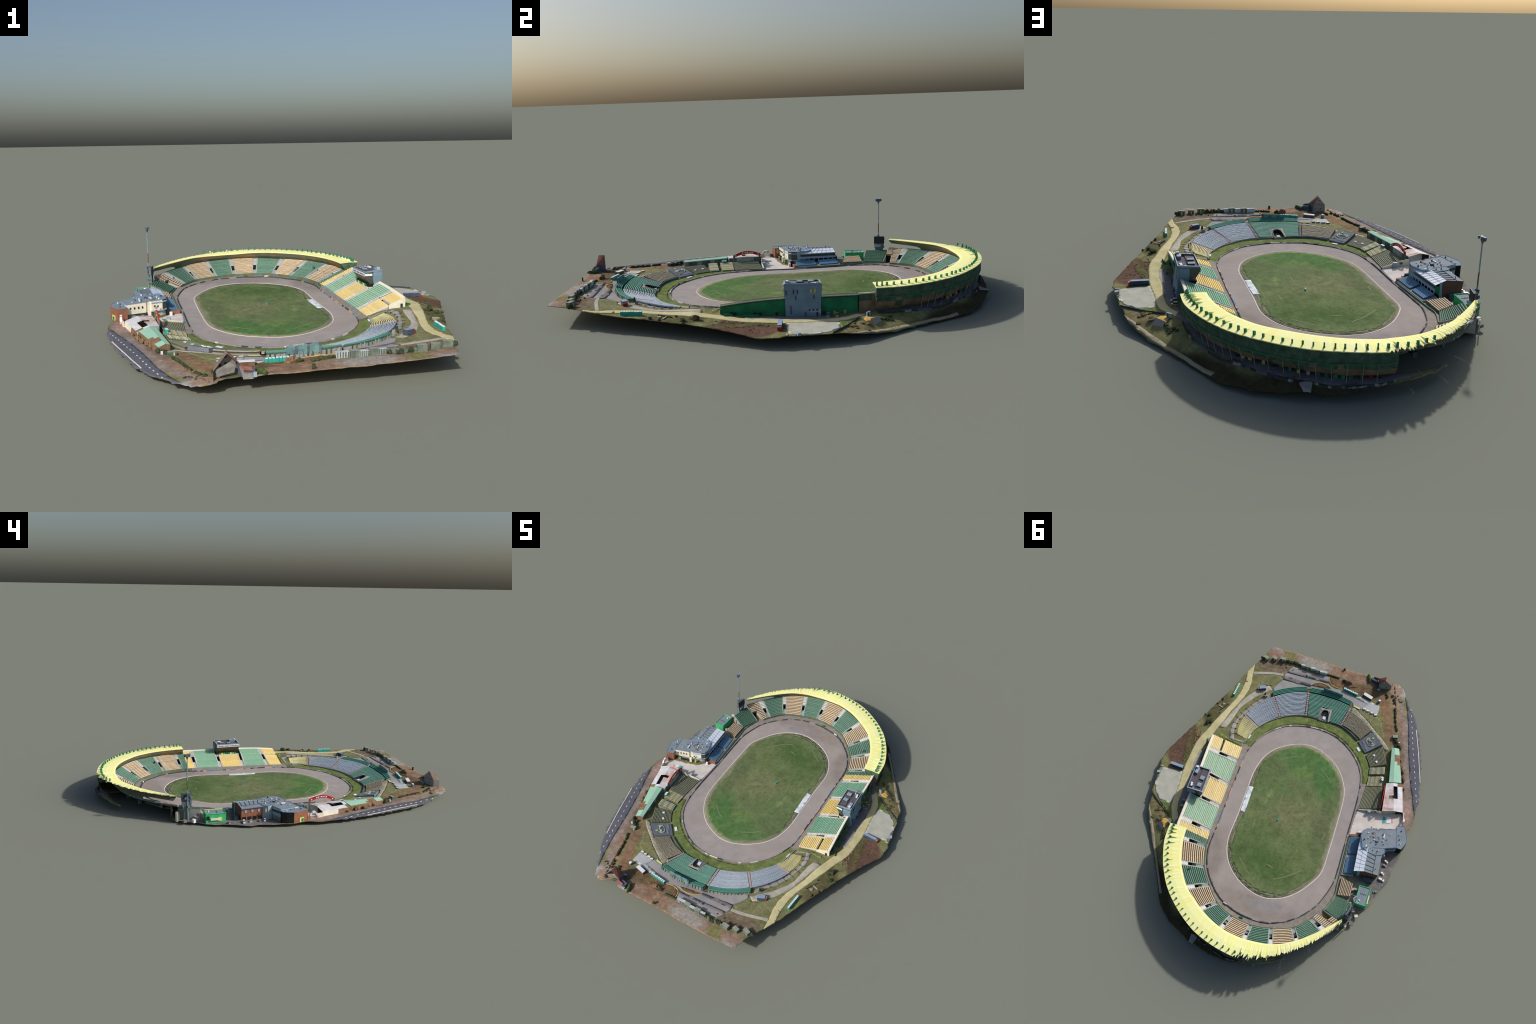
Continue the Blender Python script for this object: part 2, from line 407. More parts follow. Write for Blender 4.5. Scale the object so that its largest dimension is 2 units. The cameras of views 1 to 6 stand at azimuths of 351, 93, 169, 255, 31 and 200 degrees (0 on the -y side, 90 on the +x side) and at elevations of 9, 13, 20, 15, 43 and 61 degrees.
# ------------------------------------------------------------------ ground heights
# surveyed spot heights, area by area (x, y, z)
H_TRACK = [(-.026, .138, .0235), (.19, .08, .026), (0, 0, .022), (.2, .25, .031), (-.15, .1, .018), (-.1, -.3, .014), (.1, -.25, .02), (0, .45, .031),
    (-.25, .35, .022), (.1, .4, .031), (.32, -.235, .024), (-.436, -.083, .010), (-.437, .563, .030), (.3, .1, .028), (.295, .3, .033), (.27, .5, .036),
    (.176, .64, .038), (0, .735, .038), (-.15, .74, .037), (-.28, .69, .035), (-.38, .6, .031), (-.44, .3, .016), (-.445, .42, .022), (-.43, .1, .011),
    (-.40, -.27, .007), (-.3, -.44, .006), (-.16, -.52, .007), (0, -.53, .012), (.16, -.48, .017), (.26, -.36, .021)]
H_VERGE = [(.315, -.405, .022), (.209, -.524, .019), (.06, -.596, .013), (-.06, -.60, .010), (-.162, -.6, .007), (-.302, -.532, .005),
    (-.365, -.467, .005), (-.42, -.37, .005), (-.44, -.25, .006)]
H_SOUTH = [(.274, -.775, .070), (.269, -.802, .074), (.266, -.829, .072), (.313, -.671, .062), (.33, -.69, .066), (.47, -.754, .070), (.477, -.56, .067),
    (.558, -.469, .066), (.552, -.434, .066), (.52, -.643, .066), (.524, -.546, .066), (.445, -.307, .074), (.504, -.319, .073), (.43, -.40, .066),
    (.36, -.58, .062), (.40, -.62, .066), (.088, -.794, .058), (-.011, -.855, .067), (-.104, -.843, .055), (-.207, -.831, .049), (-.13, -.9, .062),
    (.09, -.76, .048), (0, -.775, .045), (-.18, -.78, .046), (-.1, -.775, .045), (-.3, -.835, .045), (-.364, -.729, .037), (-.358, -.803, .041),
    (-.347, -.832, .043), (-.274, -.747, .044), (-.24, -.75, .045), (-.40, -.60, .028), (-.45, -.55, .022), (-.3, -.66, .035), (-.22, -.73, .044)]
H_BORDER = [(.425, -.982, .088), (.484, -.812, .080), (.509, -.746, .076), (.345, -.988, .083), (.27, -.993, .079), (.19, -.992, .0745), (.1, -.993, .070), (0, -.99, .067), (-.071, -.988, .066), (-.145, -.99, .062),
    (.166, -.93, .080), (.015, -.93, .073), (.015, -.9, .074), (.3, -.9, .078), (.42, -.88, .081), (-.225, -.989, .065), (-.2, -.92, .061), (-.3, -.99, .055), (-.3, -.9, .050),
    (-.407, -.985, .047), (-.451, -.993, .040), (-.40, -.9, .043), (-.448, -.856, .036), (-.505, -.68, .034)]
H_ROAD = [(-.623, -.729, .020), (-.735, -.372, .022), (-.732, -.265, .021), (-.764, -.112, .019), (-.60, -.80, .022), (-.52, -.93, .028), (-.56, -.7, .026),
    (-.62, -.45, .024), (-.55, -.6, .028), (-.69, -.2, .022), (-.70, -.05, .022), (-.66, -.35, .024), (-.5, -.4, .010), (-.53, -.3, .012),
    (-.55, -.15, .014), (-.6, -.05, .016), (-.5, -.02, .012)]
H_WEST = [(-.731, .251, .012), (-.645, .287, .018), (-.7, .2, .014), (-.6, .34, .014), (-.66, .40, .012), (-.66, .5, .010), (-.58, .62, .012),
    (-.62, .57, .010), (-.52, .4, .018), (-.55, .5, .018), (-.74, .05, .018)]
H_EAST = [(.594, .194, .044), (.596, .263, .044), (.739, .064, .046), (.69, .031, .046), (.526, .222, .044), (.526, .26, .044), (.52, .1, .045),
    (.53, -.1, .052), (.54, -.2, .060), (.575, .334, .046), (.502, .428, .048), (.56, -.05, .054), (.60, 0, .050), (.62, .1, .046), (.731, .232, .043),
    (.712, .307, .037), (.76, .03, .044), (.763, -.039, .040), (.755, -.09, .042), (.70, -.1, .052), (.70, -.2, .056), (.65, -.3, .062), (.62, -.40, .064),
    (.58, -.2, .066), (.66, .3, .040), (.62, .37, .042)]
H_BANK = [(.475, .581, .048), (.337, .79, .050), (.251, .873, .050), (.134, .94, .050), (-.047, .985, .050), (-.15, .97, .050), (-.255, .95, .050),
    (.165, .842, .050), (.335, .696, .050), (.419, .57, .049), (.475, .357, .048), (.058, .901, .050), (-.149, .929, .050), (.58, .402, .050),
    (.545, .43, .046), (.615, .445, .018), (.574, .55, .013), (.54, .56, .022), (.642, .395, .024), (.661, .443, .016), (.617, .5, .010), (.575, .562, .0055), (.534, .625, .005), (.495, .687, .005), (.458, .749, .005), (.41, .815, .009),
    (.347, .874, .020), (.326, .894, .016), (.29, .911, .018), (.257, .927, .018), (.222, .941, .021), (.181, .963, .041), (.15, .968, .040), (.124, .968, .025), (.083, .984, .028), (.048, .993, .031), (0, .995, .038),
    (-.06, .992, .043), (-.266, .926, .039), (-.329, .881, .038), (.52, .56, .036), (.47, .655, .030), (.40, .745, .034), (.33, .85, .034), (.24, .905, .036)]
HP = np.array(H_TRACK+H_VERGE+H_SOUTH+H_BORDER+H_ROAD+H_WEST+H_EAST+H_BANK)
_n = len(HP)
_D = np.linalg.norm(HP[:, None, :2]-HP[None, :, :2], axis=2)
_A = np.zeros((_n+3, _n+3)); _A[:_n, :_n] = _D-np.eye(_n)*.004
_A[:_n, _n] = 1; _A[:_n, _n+1:] = HP[:, :2]; _A[_n:, :_n] = _A[:_n, _n:].T
_S = np.linalg.solve(_A, np.concatenate([HP[:, 2], [0, 0, 0]]))

TRACK_OUT = catmull([(-.077, -.534), (-.15, -.524), (-.2, -.505), (-.25, -.477), (-.3, -.438), (-.342, -.394), (-.375, -.345), (-.397, -.29), (-.412, -.22),
    (-.422, -.11), (-.428, .02), (-.435, .15), (-.443, .28), (-.446, .37), (-.438, .427), (-.423, .483), (-.403, .542), (-.372, .592), (-.336, .637),
    (-.278, .687), (-.202, .727), (-.151, .74), (-.098, .744), (-.022, .739), (.04, .724), (.094, .702), (.14, .671), (.18, .634), (.221, .586),
    (.256, .527), (.279, .463), (.287, .4), (.289, .33), (.292, .24), (.297, .158), (.302, .067), (.306, -.03), (.31, -.13), (.31, -.22), (.294, -.29),
    (.265, -.355), (.22, -.418), (.16, -.473), (.105, -.502), (.05, -.52), (-.012, -.531)], 4, True)
WHITE = catmull([(.005, -.394), (-.07, -.399), (-.146, -.374), (-.213, -.336), (-.272, -.277), (-.315, -.205), (-.336, -.14), (-.345, -.06), (-.35, .02),
    (-.356, .12), (-.361, .24), (-.364, .32), (-.357, .375), (-.331, .432), (-.294, .493), (-.252, .541), (-.205, .577), (-.148, .601), (-.098, .608),
    (-.038, .6), (.032, .574), (.098, .531), (.146, .481), (.18, .42), (.199, .355), (.204, .29), (.205, .2), (.210, .1), (.216, 0), (.221, -.085),
    (.217, -.15), (.2, -.225), (.168, -.285), (.127, -.327), (.07, -.367)], 4, True)

def h(x, y):
    z = float(np.hypot(HP[:, 0]-x, HP[:, 1]-y)@_S[:_n]+_S[_n]+_S[_n+1]*x+_S[_n+2]*y)
    z -= .0015
    e = math.hypot((x+.07)/.42, (y-.1)/.68)
    if e < 1.15: z -= .0010*min(1, (1.15-e)*5)
    if e > 1:                      # rough ground away from the racing oval
        k = min(1, (e-1)*4)
        z += k*(.0016*mnoise.noise((x*30, y*30, 3))+.0009*mnoise.noise((x*75, y*75, 7)))
    return max(z, .0026)

E_EDGE = [(.425, -.983), (.437, -.937), (.442, -.903), (.46, -.86), (.484, -.811), (.509, -.746), (.524, -.704), (.537, -.659), (.551, -.607), (.569, -.554),
    (.594, -.489), (.615, -.436), (.634, -.379), (.653, -.323), (.674, -.272), (.698, -.21), (.736, -.12), (.759, -.068), (.765, -.023), (.767, .026),
    (.757, .053), (.755, .078), (.749, .13), (.740, .16), (.737, .207), (.729, .231), (.716, .278), (.714, .307), (.699, .354), (.677, .394), (.646, .45),
    (.608, .511), (.569, .567), (.526, .633), (.487, .696), (.449, .761), (.419, .81), (.390, .845), (.355, .87), (.328, .893), (.275, .917), (.229, .938),
    (.183, .963), (.158, .973), (.14, .966), (.102, .977), (.059, .99), (.021, .993), (-.035, .994), (-.087, .988), (-.126, .98), (-.183, .968), (-.225, .950), (-.266, .926), (-.300, .906), (-.327, .888), (-.336, .876)]
INNER = [(-.316, .874), (-.285, .888), (-.25, .908), (-.20, .921), (-.149, .929), (-.115, .915), (-.09, .80), (-.105, .785), (-.2, .757), (-.312, .715), (-.39, .637), (-.413, .603), (-.48, .625), (-.555, .632)]
W_EDGE = [(-.609, .556), (-.629, .511), (-.65, .462), (-.668, .425), (-.690, .366), (-.704, .327), (-.73, .251), (-.723, .214), (-.735, .167), (-.745, .10), (-.757, .05),
    (-.75, -.04), (-.762, -.10)]
ROAD_EDGE = [(-.757, -.16), (-.757, -.218), (-.752, -.281), (-.742, -.344), (-.729, -.42), (-.703, -.513), (-.682, -.598), (-.655, -.672), (-.629, -.726),
    (-.609, -.765), (-.584, -.817), (-.562, -.85), (-.525, -.9), (-.493, -.948), (-.463, -.982), (-.436, -1.0)]
S_EDGE = [(-.406, -.999), (-.386, -.994), (-.378, -.975), (-.352, -.964), (-.305, -.962), (-.268, -.975), (-.255, -.99), (-.223, -.992), (-.182, -.991), (-.135, -.990), (-.07, -.989), (-.028, -.990), (.036, -.990), (.102, -.992), (.189, -.992),
    (.254, -.992), (.319, -.989), (.38, -.985), (.409, -.984)]

def fray(line, step, amp, seed):
    r = random.Random(seed); out = []
    for a, b in zip(line, line[1:]):
        n = max(1, int(math.dist(a, b)/step))
        for k in range(n):
            t = k/n; d = r.uniform(-amp, amp)
            tx, ty = b[0]-a[0], b[1]-a[1]; l = math.hypot(tx, ty)
            out.append((a[0]+tx*t-ty/l*d, a[1]+ty*t+tx/l*d))
    out.append(line[-1])
    return out

BOUND = fray(E_EDGE, .012, .0025, 1)+INNER+fray(W_EDGE, .03, .006, 2)+fray(ROAD_EDGE, .013, .0075, 3)+fray(S_EDGE, .015, .002, 4)

def refine(poly, step):
    out = []
    for a, b in zip(poly, poly[1:]+poly[:1]):
        n = max(1, int(math.dist(a, b)/step))
        out += [(a[0]+(b[0]-a[0])*k/n, a[1]+(b[1]-a[1])*k/n) for k in range(n)]
    return out

def drape(name, poly, mat, lift=0.0, step=.014, hole=None, skirt=.004, parent=root, zf=h, thick=False):
    """Triangulate an outline (optionally with a hole) and lay it over the ground."""
    poly = refine(poly, step)
    pts = [Vector(p[:2]) for p in poly]; n = len(pts)
    edges = [(i, (i+1) % n) for i in range(n)]
    if hole:
        hp = refine(hole, step); m0 = len(pts)
        pts += [Vector(p[:2]) for p in hp]
        edges += [(m0+i, m0+(i+1) % len(hp)) for i in range(len(hp))]
    xs = [p[0] for p in poly]; ys = [p[1] for p in poly]
    y = min(ys)+step*.5; row = 0
    while y < max(ys):
        x = min(xs)+step*(.25 if row % 2 else .75)
        while x < max(xs):
            if inside(x, y, poly) and not (hole and inside(x, y, hp)): pts.append(Vector((x, y)))
            x += step
        y += step*.87; row += 1
    V, E, F, *_ = delaunay_2d_cdt(pts, edges, [], 0, 1e-6)
    b = Builder(); co = []
    for p in V:
        co.append((p.x, p.y, zf(p.x, p.y)+lift))
    keep = []
    for f in F:
        cx = sum(V[i].x for i in f)/len(f); cy = sum(V[i].y for i in f)/len(f)
        if inside(cx, cy, poly) and not (hole and inside(cx, cy, hp)): keep.append(f)
    b.v = co; b.f = [tuple(f) for f in keep]; b.m = [b.mi(mat)]*len(keep)
    # edge skirt and (for the base) an underside
    cnt = {}
    for f in keep:
        for i in range(len(f)):
            e = (f[i], f[(i+1) % len(f)]); cnt[e] = 1
    nb = len(b.v)
    b.v += [(x, y, z-skirt) for x, y, z in co]
    for (i, j) in list(cnt):
        if (j, i) not in cnt:
            b.f.append((j, i, i+nb, j+nb)); b.m.append(0)
    if thick:
        b.f += [tuple(k+nb for k in reversed(f)) for f in keep]; b.m += [0]*len(keep)
    return b.obj(name, parent, smooth=True)

site = drape('ground', BOUND, 'terrain', 0, .012, skirt=.0025, thick=True)

# ------------------------------------------------------------------ ground cover layers
track = drape('shale_track', [p[:2] for p in TRACK_OUT], 'grey_track', .0006, .014)
infield_out = offset(WHITE, -.006, True); infield_in = offset(WHITE, -.022, True)
if abs(infield_out[0][1]) > abs(WHITE[0][1]):
    infield_out = offset(WHITE, .006, True); infield_in = offset(WHITE, .025, True)
def wob(line, amp, f, seed):
    return [(x+amp*mnoise.noise((x*f, y*f, seed)), y+amp*mnoise.noise((x*f, y*f, seed+5))) for x, y in line]
drape('infield_margin', infield_out, 'infield_edge', .0011, .016, parent=track)
drape('infield_fringe', wob(wob(offset(WHITE, .014, True), .006, 16, 9), .003, 70, 4), 'infield_fringe', .0014, .014, parent=track)
infield = drape('infield', wob(wob(infield_in, .012, 14, 2), .006, 60, 3), 'infield', .0016, .014)

def ribbon(name, line, w, mat, lift, parent=root, closed=False, thick=.004, zf=h):
    a = offset(line, w/2, closed); c = offset(line, -w/2, closed)
    b = Builder()
    top = [[(x, y, zf(x, y)+lift) for x, y in l] for l in (a, c)]
    low = [[(x, y, z-thick) for x, y, z in l] for l in top]
    b.loft([low[0], top[0], top[1], low[1]], mat, closed)
    return b.obj(name, parent)

ribbon('inner_line', [p[:2] for p in WHITE],   .0032, 'white_paint', .0016, track, True)
drape('start_slab', [(.213, -.004), (.185, -.008), (.1725, .165), (.199, .167)], 'slab', .0024, .02, parent=infield)
for p in ([(-.149, -.267), (-.19, -.241), (-.219, -.215), (-.238, -.194)], [(.102, -.238), (.064, -.27), (.006, -.302)], [(.007, -.022), (0, .054)],
          [(-.122, .492), (-.182, .453), (-.228, .412), (-.253, .386)], [(.094, .436), (.039, .488), (.003, .511)], [(-.1, .43), (-.06, .418)],
          [(-.307, .12), (-.302, .17)], [(.172, -.06), (.166, -.02)], [(.163, .03), (.160, .075)], [(.163, .15), (.158, .2)], [(.156, .23), (.15, .27)], [(.1, .18), (.095, .24)]):
    ribbon('worn_strip', catmull(p, 4) if len(p) > 2 else p, .0055, M.get('bare') or M.setdefault('bare', plain('bare_earth', (121, 119, 96), (104, 108, 80), 90)), .0021, infield)
b = Builder(); b.box((-.026, .138, h(-.026, .138)+.002), (.006, .018, .006), -18, 'teal'); b.obj('water_tank', infield)

drape('yellow_path', [(.484, -.811), (.472, -.74), (.457, -.68), (.453, -.623), (.462, -.558), (.478, -.501), (.499, -.436), (.514, -.348), (.536, -.265), (.559, -.163), (.573, -.108),
    (.576, -.038), (.566, .038), (.564, .078), (.566, .14), (.558, .2), (.556, .24), (.54, .292), (.512, .338), (.524, .375), (.545, .353), (.582, .284), (.592, .235), (.595, .194), (.6, .136), (.611, .064), (.617, .012), (.617, -.043),
    (.618, -.106), (.614, -.16), (.602, -.21), (.584, -.26), (.568, -.325), (.54, -.411), (.505, -.526), (.495, -.597), (.496, -.679), (.509, -.746)], 'yellow_path', .0022, .012)
drape('parking_pavement', [(.74, .064), (.69, .055), (.613, .051), (.602, .123), (.595, .194), (.596, .263), (.664, .266), (.717, .214), (.737, .154)], 'pavement', .0014, .016)
drape('service_yard', [(.556, -.06), (.57, .05), (.562, .12), (.556, .2), (.548, .25), (.515, .33), (.47, .42), (.435, .53), (.345, .68), (.17, .835), (.06, .893), (-.06, .91), (-.149, .931),
    (-.25, .928), (-.31, .885), (-.325, .885), (-.26, .924), (-.15, .962), (-.045, .975), (.13, .93), (.245, .865), (.33, .784), (.465, .578), (.497, .43), (.53, .37), (.52, .34), (.50, .34), (.515, .2), (.52, .05), (.53, -.1), (.55, -.13)], 'tarmac_shade', .0010, .016)
drape('slab_path', [(.342, -.697), (.315, -.676), (.35, -.637), (.394, -.584), (.439, -.512), (.457, -.469), (.47, -.354), (.483, -.304), (.520, -.30), (.521, -.315), (.495, -.409), (.48, -.47), (.47, -.52), (.45, -.562), (.425, -.607), (.38, -.664)], 'concrete', .0013, .016)
drape('terrace_pad', [(.412, -.441), (.428, -.39), (.43, -.31), (.41, -.262), (.345, -.277), (.36, -.262), (.43, -.248), (.45, -.30), (.452, -.345), (.44, -.40), (.425, -.455), (.395, -.53), (.32, -.645), (.305, -.63), (.35, -.56), (.40, -.46)], 'concrete_grey', .0014, .014)
drape('stand_end_grass', [(.345, -.262), (.42, -.246), (.48, -.262), (.50, -.262), (.495, -.242), (.43, -.238), (.346, -.240)], 'grass_verge', .002, .014)
drape('car_park', [(.315, -.686), (.276, -.769), (.279, -.808), (.262, -.856), (.245, -.882), (.189, -.881), (.092, -.877), (.008, -.896), (-.012, -.851), (-.098, -.838), (-.194, -.815), (-.3, -.8), (-.358, -.803), (-.363, -.729), (-.287, -.731), (-.2, -.74), (-.19, -.765),
    (-.105, -.775), (.002, -.775), (.09, -.77), (.114, -.76), (.2, -.72), (.296, -.66)], 'parking', .0012, .016)
drape('tarmac_strip', [(.265, -.847), (-.011, -.865), (-.013, -.847), (.269, -.828)], 'tarmac_dark', .0036, .02)
drape('tarmac_strip', [(.276, -.798), (.085, -.809), (.095, -.787), (.274, -.77)], 'tarmac_dark', .0036, .02)
drape('tent_pad', [(-.224, -.826), (-.358, -.803), (-.363, -.729), (-.262, -.746), (-.277, -.791), (-.188, -.808)], 'tent_pad', .0026, .02)
drape('planted_island', [(.001, -.894), (-.072, -.903), (-.125, -.91), (-.189, -.885), (-.1, -.844), (-.059, -.837), (-.015, -.852)], 'dirt', .0026, .014)
drape('planted_island', [(.091, -.795), (.067, -.818), (.023, -.826), (-.028, -.817), (.008, -.807)], 'dirt', .003, .012)
drape('south_east_grass', [(.33, -.70), (.365, -.69), (.42, -.62), (.446, -.566), (.476, -.51), (.495, -.54), (.49, -.6), (.491, -.68), (.478, -.74), (.40, -.775), (.29, -.80), (.282, -.77)], 'grass_dull', .0016, .014)
ribbon('footpath', catmull([(.472, -.752), (.41, -.772), (.35, -.79), (.284, -.801)], 6), .016, 'concrete', .0030)
ribbon('island_kerb', catmull([(.098, -.795), (.067, -.822), (.02, -.832), (-.03, -.82)], 5), .004, 'gold', .005)
ribbon('island_kerb', catmull([(.003, -.896), (-.013, -.851), (-.06, -.834), (-.1, -.842)], 5), .004, 'gold', .005)
drape('lawn', [(-.262, -.744), (-.36, -.726), (-.40, -.70), (-.415, -.66), (-.45, -.60), (-.43, -.575), (-.40, -.61), (-.33, -.665), (-.25, -.715), (-.21, -.74)], 'grass_dull', .0012, .014)
drape('terrace_walk', [(-.20, -.745), (-.25, -.715), (-.33, -.665), (-.40, -.612), (-.455, -.572), (-.50, -.53), (-.485, -.515), (-.449, -.542), (-.378, -.604), (-.30, -.652), (-.2, -.70)], M['worn_walk'] if 'worn_walk' in M else M.setdefault('worn_walk', plain('worn_walk', (160, 155, 142), (140, 136, 122), 40, fine=.15)), .0018, .014)
road_e = [(-.453, -.985), (-.488, -.939), (-.51, -.888), (-.543, -.8), (-.565, -.734), (-.586, -.655), (-.614, -.554), (-.648, -.449), (-.682, -.347), (-.712, -.275), (-.735, -.205), (-.752, -.17)]
drape('asphalt_road', road_e[1:]+[(p[0]+.0015, p[1]) for p in fray(ROAD_EDGE, .013, .0075, 3)[:-7]], 'asphalt', .0016, .016)
ribbon('road_edge_line', catmull([(-.618, -.726), (-.657, -.616), (-.698, -.489), (-.734, -.374)], 8), .004, 'white_paint', .003)
dash_line = at
D = [(-.543, -.876), (-.573, -.782), (-.603, -.690), (-.629, -.601), (-.66, -.507), (-.69, -.416), (-.718, -.329), (-.747, -.24)]
for k in range(17):
    s = .25+k*.41
    if s < len(D)-1.1:
        ribbon('lane_dash', [tuple(at(D, s)[:2]), tuple(at(D, s+.13)[:2])], .0035, 'white_paint', .003)
drape('paved_forecourt', [(-.438, -.082), (-.52, -.096), (-.609, -.131), (-.68, -.15), (-.704, -.103), (-.714, -.081), (-.682, -.03), (-.598, -.01), (-.527, .02), (-.498, .06), (-.452, .085), (-.437, .085), (-.432, 0)], 'apron', .0016, .014)
for c, s, mt in (((-.625, -.077), (.026, .04), 'white'), ((-.60, -.07), (.016, .04), 'teal'), ((-.645, -.082), (.01, .03), 'fence_red')):
    b = Builder(); b.box((c[0], c[1], h(*c)+.001), (s[0], s[1], .002), 12, mt); b.obj('painted_panel')
drape('bmx_plateau', [(.599, .387), (.596, .37), (.579, .363), (.553, .376), (.55, .392), (.565, .422)], 'gold', .003, .012)
drape('bank_path', [(.714, .307), (.679, .356), (.641, .414), (.60, .48), (.565, .545), (.52, .615), (.48, .68), (.44, .74), (.42, .77), (.435, .775), (.485, .695), (.525, .63), (.567, .563), (.606, .508), (.644, .446), (.675, .392), (.697, .352)], M.get('worn_path') or M.setdefault('worn_path', plain('worn_path', (150, 142, 122), (134, 128, 106), 40)), .002, .014)
drape('side_lawn', [(.668, .266), (.6, .264), (.574, .321), (.586, .329)], 'grass_verge', .002, .014)
drape('concrete_ramp', [(.153, .924), (.135, .935), (.15, .973), (.172, .968), (.176, .925)], 'concrete_grey', .003, .012)
# grass verge between the track fence and the south terraces
verge_out = catmull([(.335, -.262), (.343, -.32), (.33, -.38), (.315, -.404), (.27, -.466), (.209, -.522), (.14, -.568), (.06, -.594), (-.06, -.601), (-.162, -.598), (-.24, -.568), (-.305, -.532), (-.365, -.467), (-.405, -.40), (-.425, -.33), (-.433, -.26)], 4)
vin = [p[:2] for p in TRACK_OUT]
i0 = min(range(len(vin)), key=lambda i: math.dist(vin[i], (-.405, -.255))); i1 = min(range(len(vin)), key=lambda i: math.dist(vin[i], (.305, -.255)))
verge_in = vin[i1:]+vin[:i0+1]
verge_in = offset(verge_in, .010) if math.hypot(*offset(verge_in, .010)[len(verge_in)//2]) > math.hypot(*verge_in[len(verge_in)//2]) else offset(verge_in, -.010)
drape('grass_verge', [p[:2] for p in verge_out]+verge_in[::-1], 'grass_verge', .0016, .012)
# concrete walk between fence and stands on the other sides
walk = vin[i0:i1+1]
wo = offset(walk, .05) if math.dist(offset(walk, .05)[len(walk)//2], (-.07, .1)) > math.dist(walk[len(walk)//2], (-.07, .1)) else offset(walk, -.05)
b = Builder()
wz = lambda l, d: [(x, y, h(x, y)+d) for x, y in l]
b.loft([wz(walk, .0008), wz(wo, .0016), wz(wo, -.004)], 'walkway' if 'walkway' in M else M.setdefault('walkway', plain('perimeter_walk', (138, 131, 123), (118, 112, 106), 50)))
b.obj('perimeter_walk')

# ------------------------------------------------------------------ fence round the track
b = Builder(); fr = random.Random(5)
fl = vin+[vin[0]]
fo = offset(vin, .004, True); fo = fo+[fo[0]]
def fence_mat(i, j):
    x, y = fl[j]
    k = fence_seq[j]
    return k
fence_seq = []; cur = 'fence_dark'
for j in range(len(fl)):
    x, y = fl[j]
    if fr.random() < .7:
        if x > .28 and -.2 < y < .36: cur = fr.choice(['fence_dark', 'fence_dark', 'fence_red', 'fence_blue', 'fence_grey', 'fence_white'])
        elif y < -.27: cur = fr.choice(['fence_grey', 'fence_grey', 'fence_grey', 'fence_dark', 'fence_white'])
        elif y < .0 and x < -.3: cur = fr.choice(['fence_grey', 'fence_dark', 'fence_grey'])
        else: cur = fr.choice(['fence_dark', 'fence_dark', 'fence_dark', 'fence_grey'])
    fence_seq.append(cur)
hs = [.0055+.0025*mnoise.noise((i*.7, 0, 0)) for i in range(len(fl))]; hs[-1] = hs[0]
b.loft([wz(fl, 0), [(x, y, h(x, y)+k) for (x, y), k in zip(fl, hs)], [(x, y, h(x, y)+k) for (x, y), k in zip(fo, hs)], wz(fo, 0)], fence_mat)
b.obj('track_fence')

# ------------------------------------------------------------------ seating
ROWS_MADE = [0]
def seating(name, front, back, rows, tread, seat, parent, t0=0.0, t1=1.0, n=8, lip=.0035, under=.007, width=(.2, .68), jitter=.0, skip=None, seat2=None, wall=None, ground=None, seatpick=None):
    """Stepped block between a front and a back curve (functions of u in 0..1 giving x, y, z), with one bench per step."""
    us = [i/n for i in range(n+1)]
    F = [np.array(front(u)) for u in us]; B = [np.array(back(u)) for u in us]
    P = lambda j, t: F[j]*(1-t)+B[j]*t
    dt = (t1-t0)/rows
    b = Builder()
    prof = []
    for i in range(rows):
        a, c = t0+i*dt, t0+(i+1)*dt
        lo, hi = [], []
        for j in range(n+1):
            z = P(j, a+.55*dt)[2]
            p, q = P(j, a), P(j, c)
            lo.append((p[0], p[1], z)); hi.append((q[0], q[1], z))
        prof += [lo, hi]
    base = [(P(j, t0)[0], P(j, t0)[1], P(j, t0)[2]-under) for j in range(n+1)]
    tail = [(P(j, t1)[0], P(j, t1)[1], P(j, t1)[2]-under) for j in range(n+1)]
    b.loft([base]+prof+[tail, base], tread)
    for j in (0, n):       # end walls
        side = [r[j] for r in [base]+prof+[tail]]
        b.face(side, tread)
    if ground:
        for j in (0, n):
            g = [(x, y, h(x, y)-.002) for x, y, z in (base[j], tail[j])]
            b.face([base[j], tail[j], g[1], g[0]], wall or tread)
        b.loft([base, [(x, y, h(x, y)-.002) for x, y, z in base]], wall or tread)
        b.loft([tail, [(x, y, h(x, y)-.002) for x, y, z in tail]], wall or tread)
    block = b.obj(name, parent)
    lump = Builder()
    for i in range(rows):
        a = t0+(i+width[0])*dt; c = t0+(i+width[1])*dt
        lo, hi = [], []
        bb = Builder()
        mt = seat2 if (seat2 and R.random() < .5) else seat
        if seatpick: mt = seatpick(i)
        jj = [jitter*mnoise.noise((i*3.1, u*9, 1.7+len(name))) for u in us]
        def line(t, dz):
            return [(P(j, t)[0], P(j, t)[1], P(j, t0+(i+.55)*dt)[2]+dz+jj[j]) for j in range(n+1)]
        r0, r1, r2, r3 = line(a, 0), line(a, lip), line(c, lip*1.15), line(c, 0)
        segs = [(0, n)]
        if skip: segs = skip(i, n)
        for s, e in segs:
            if e <= s: continue
            tgt = bb
            tgt.loft([r[s:e+1] for r in (r0, r1, r2, r3)], mt)
            for k in (s, e): tgt.face([r0[k], r1[k], r2[k], r3[k]], mt)
        if not bb.f: continue
        if ROWS_MADE[0] < 300:
            bb.obj('bench_row', block); ROWS_MADE[0] += 1
        else:
            o = len(lump.v); lump.v += bb.v; lump.f += [tuple(k+o for k in f) for f in bb.f]
            mi = [lump.mi(m) for m in bb.mats]; lump.m += [mi[k] for k in bb.m]
    if lump.f: lump.obj('bench_rows', block, stuff=True)
    return block

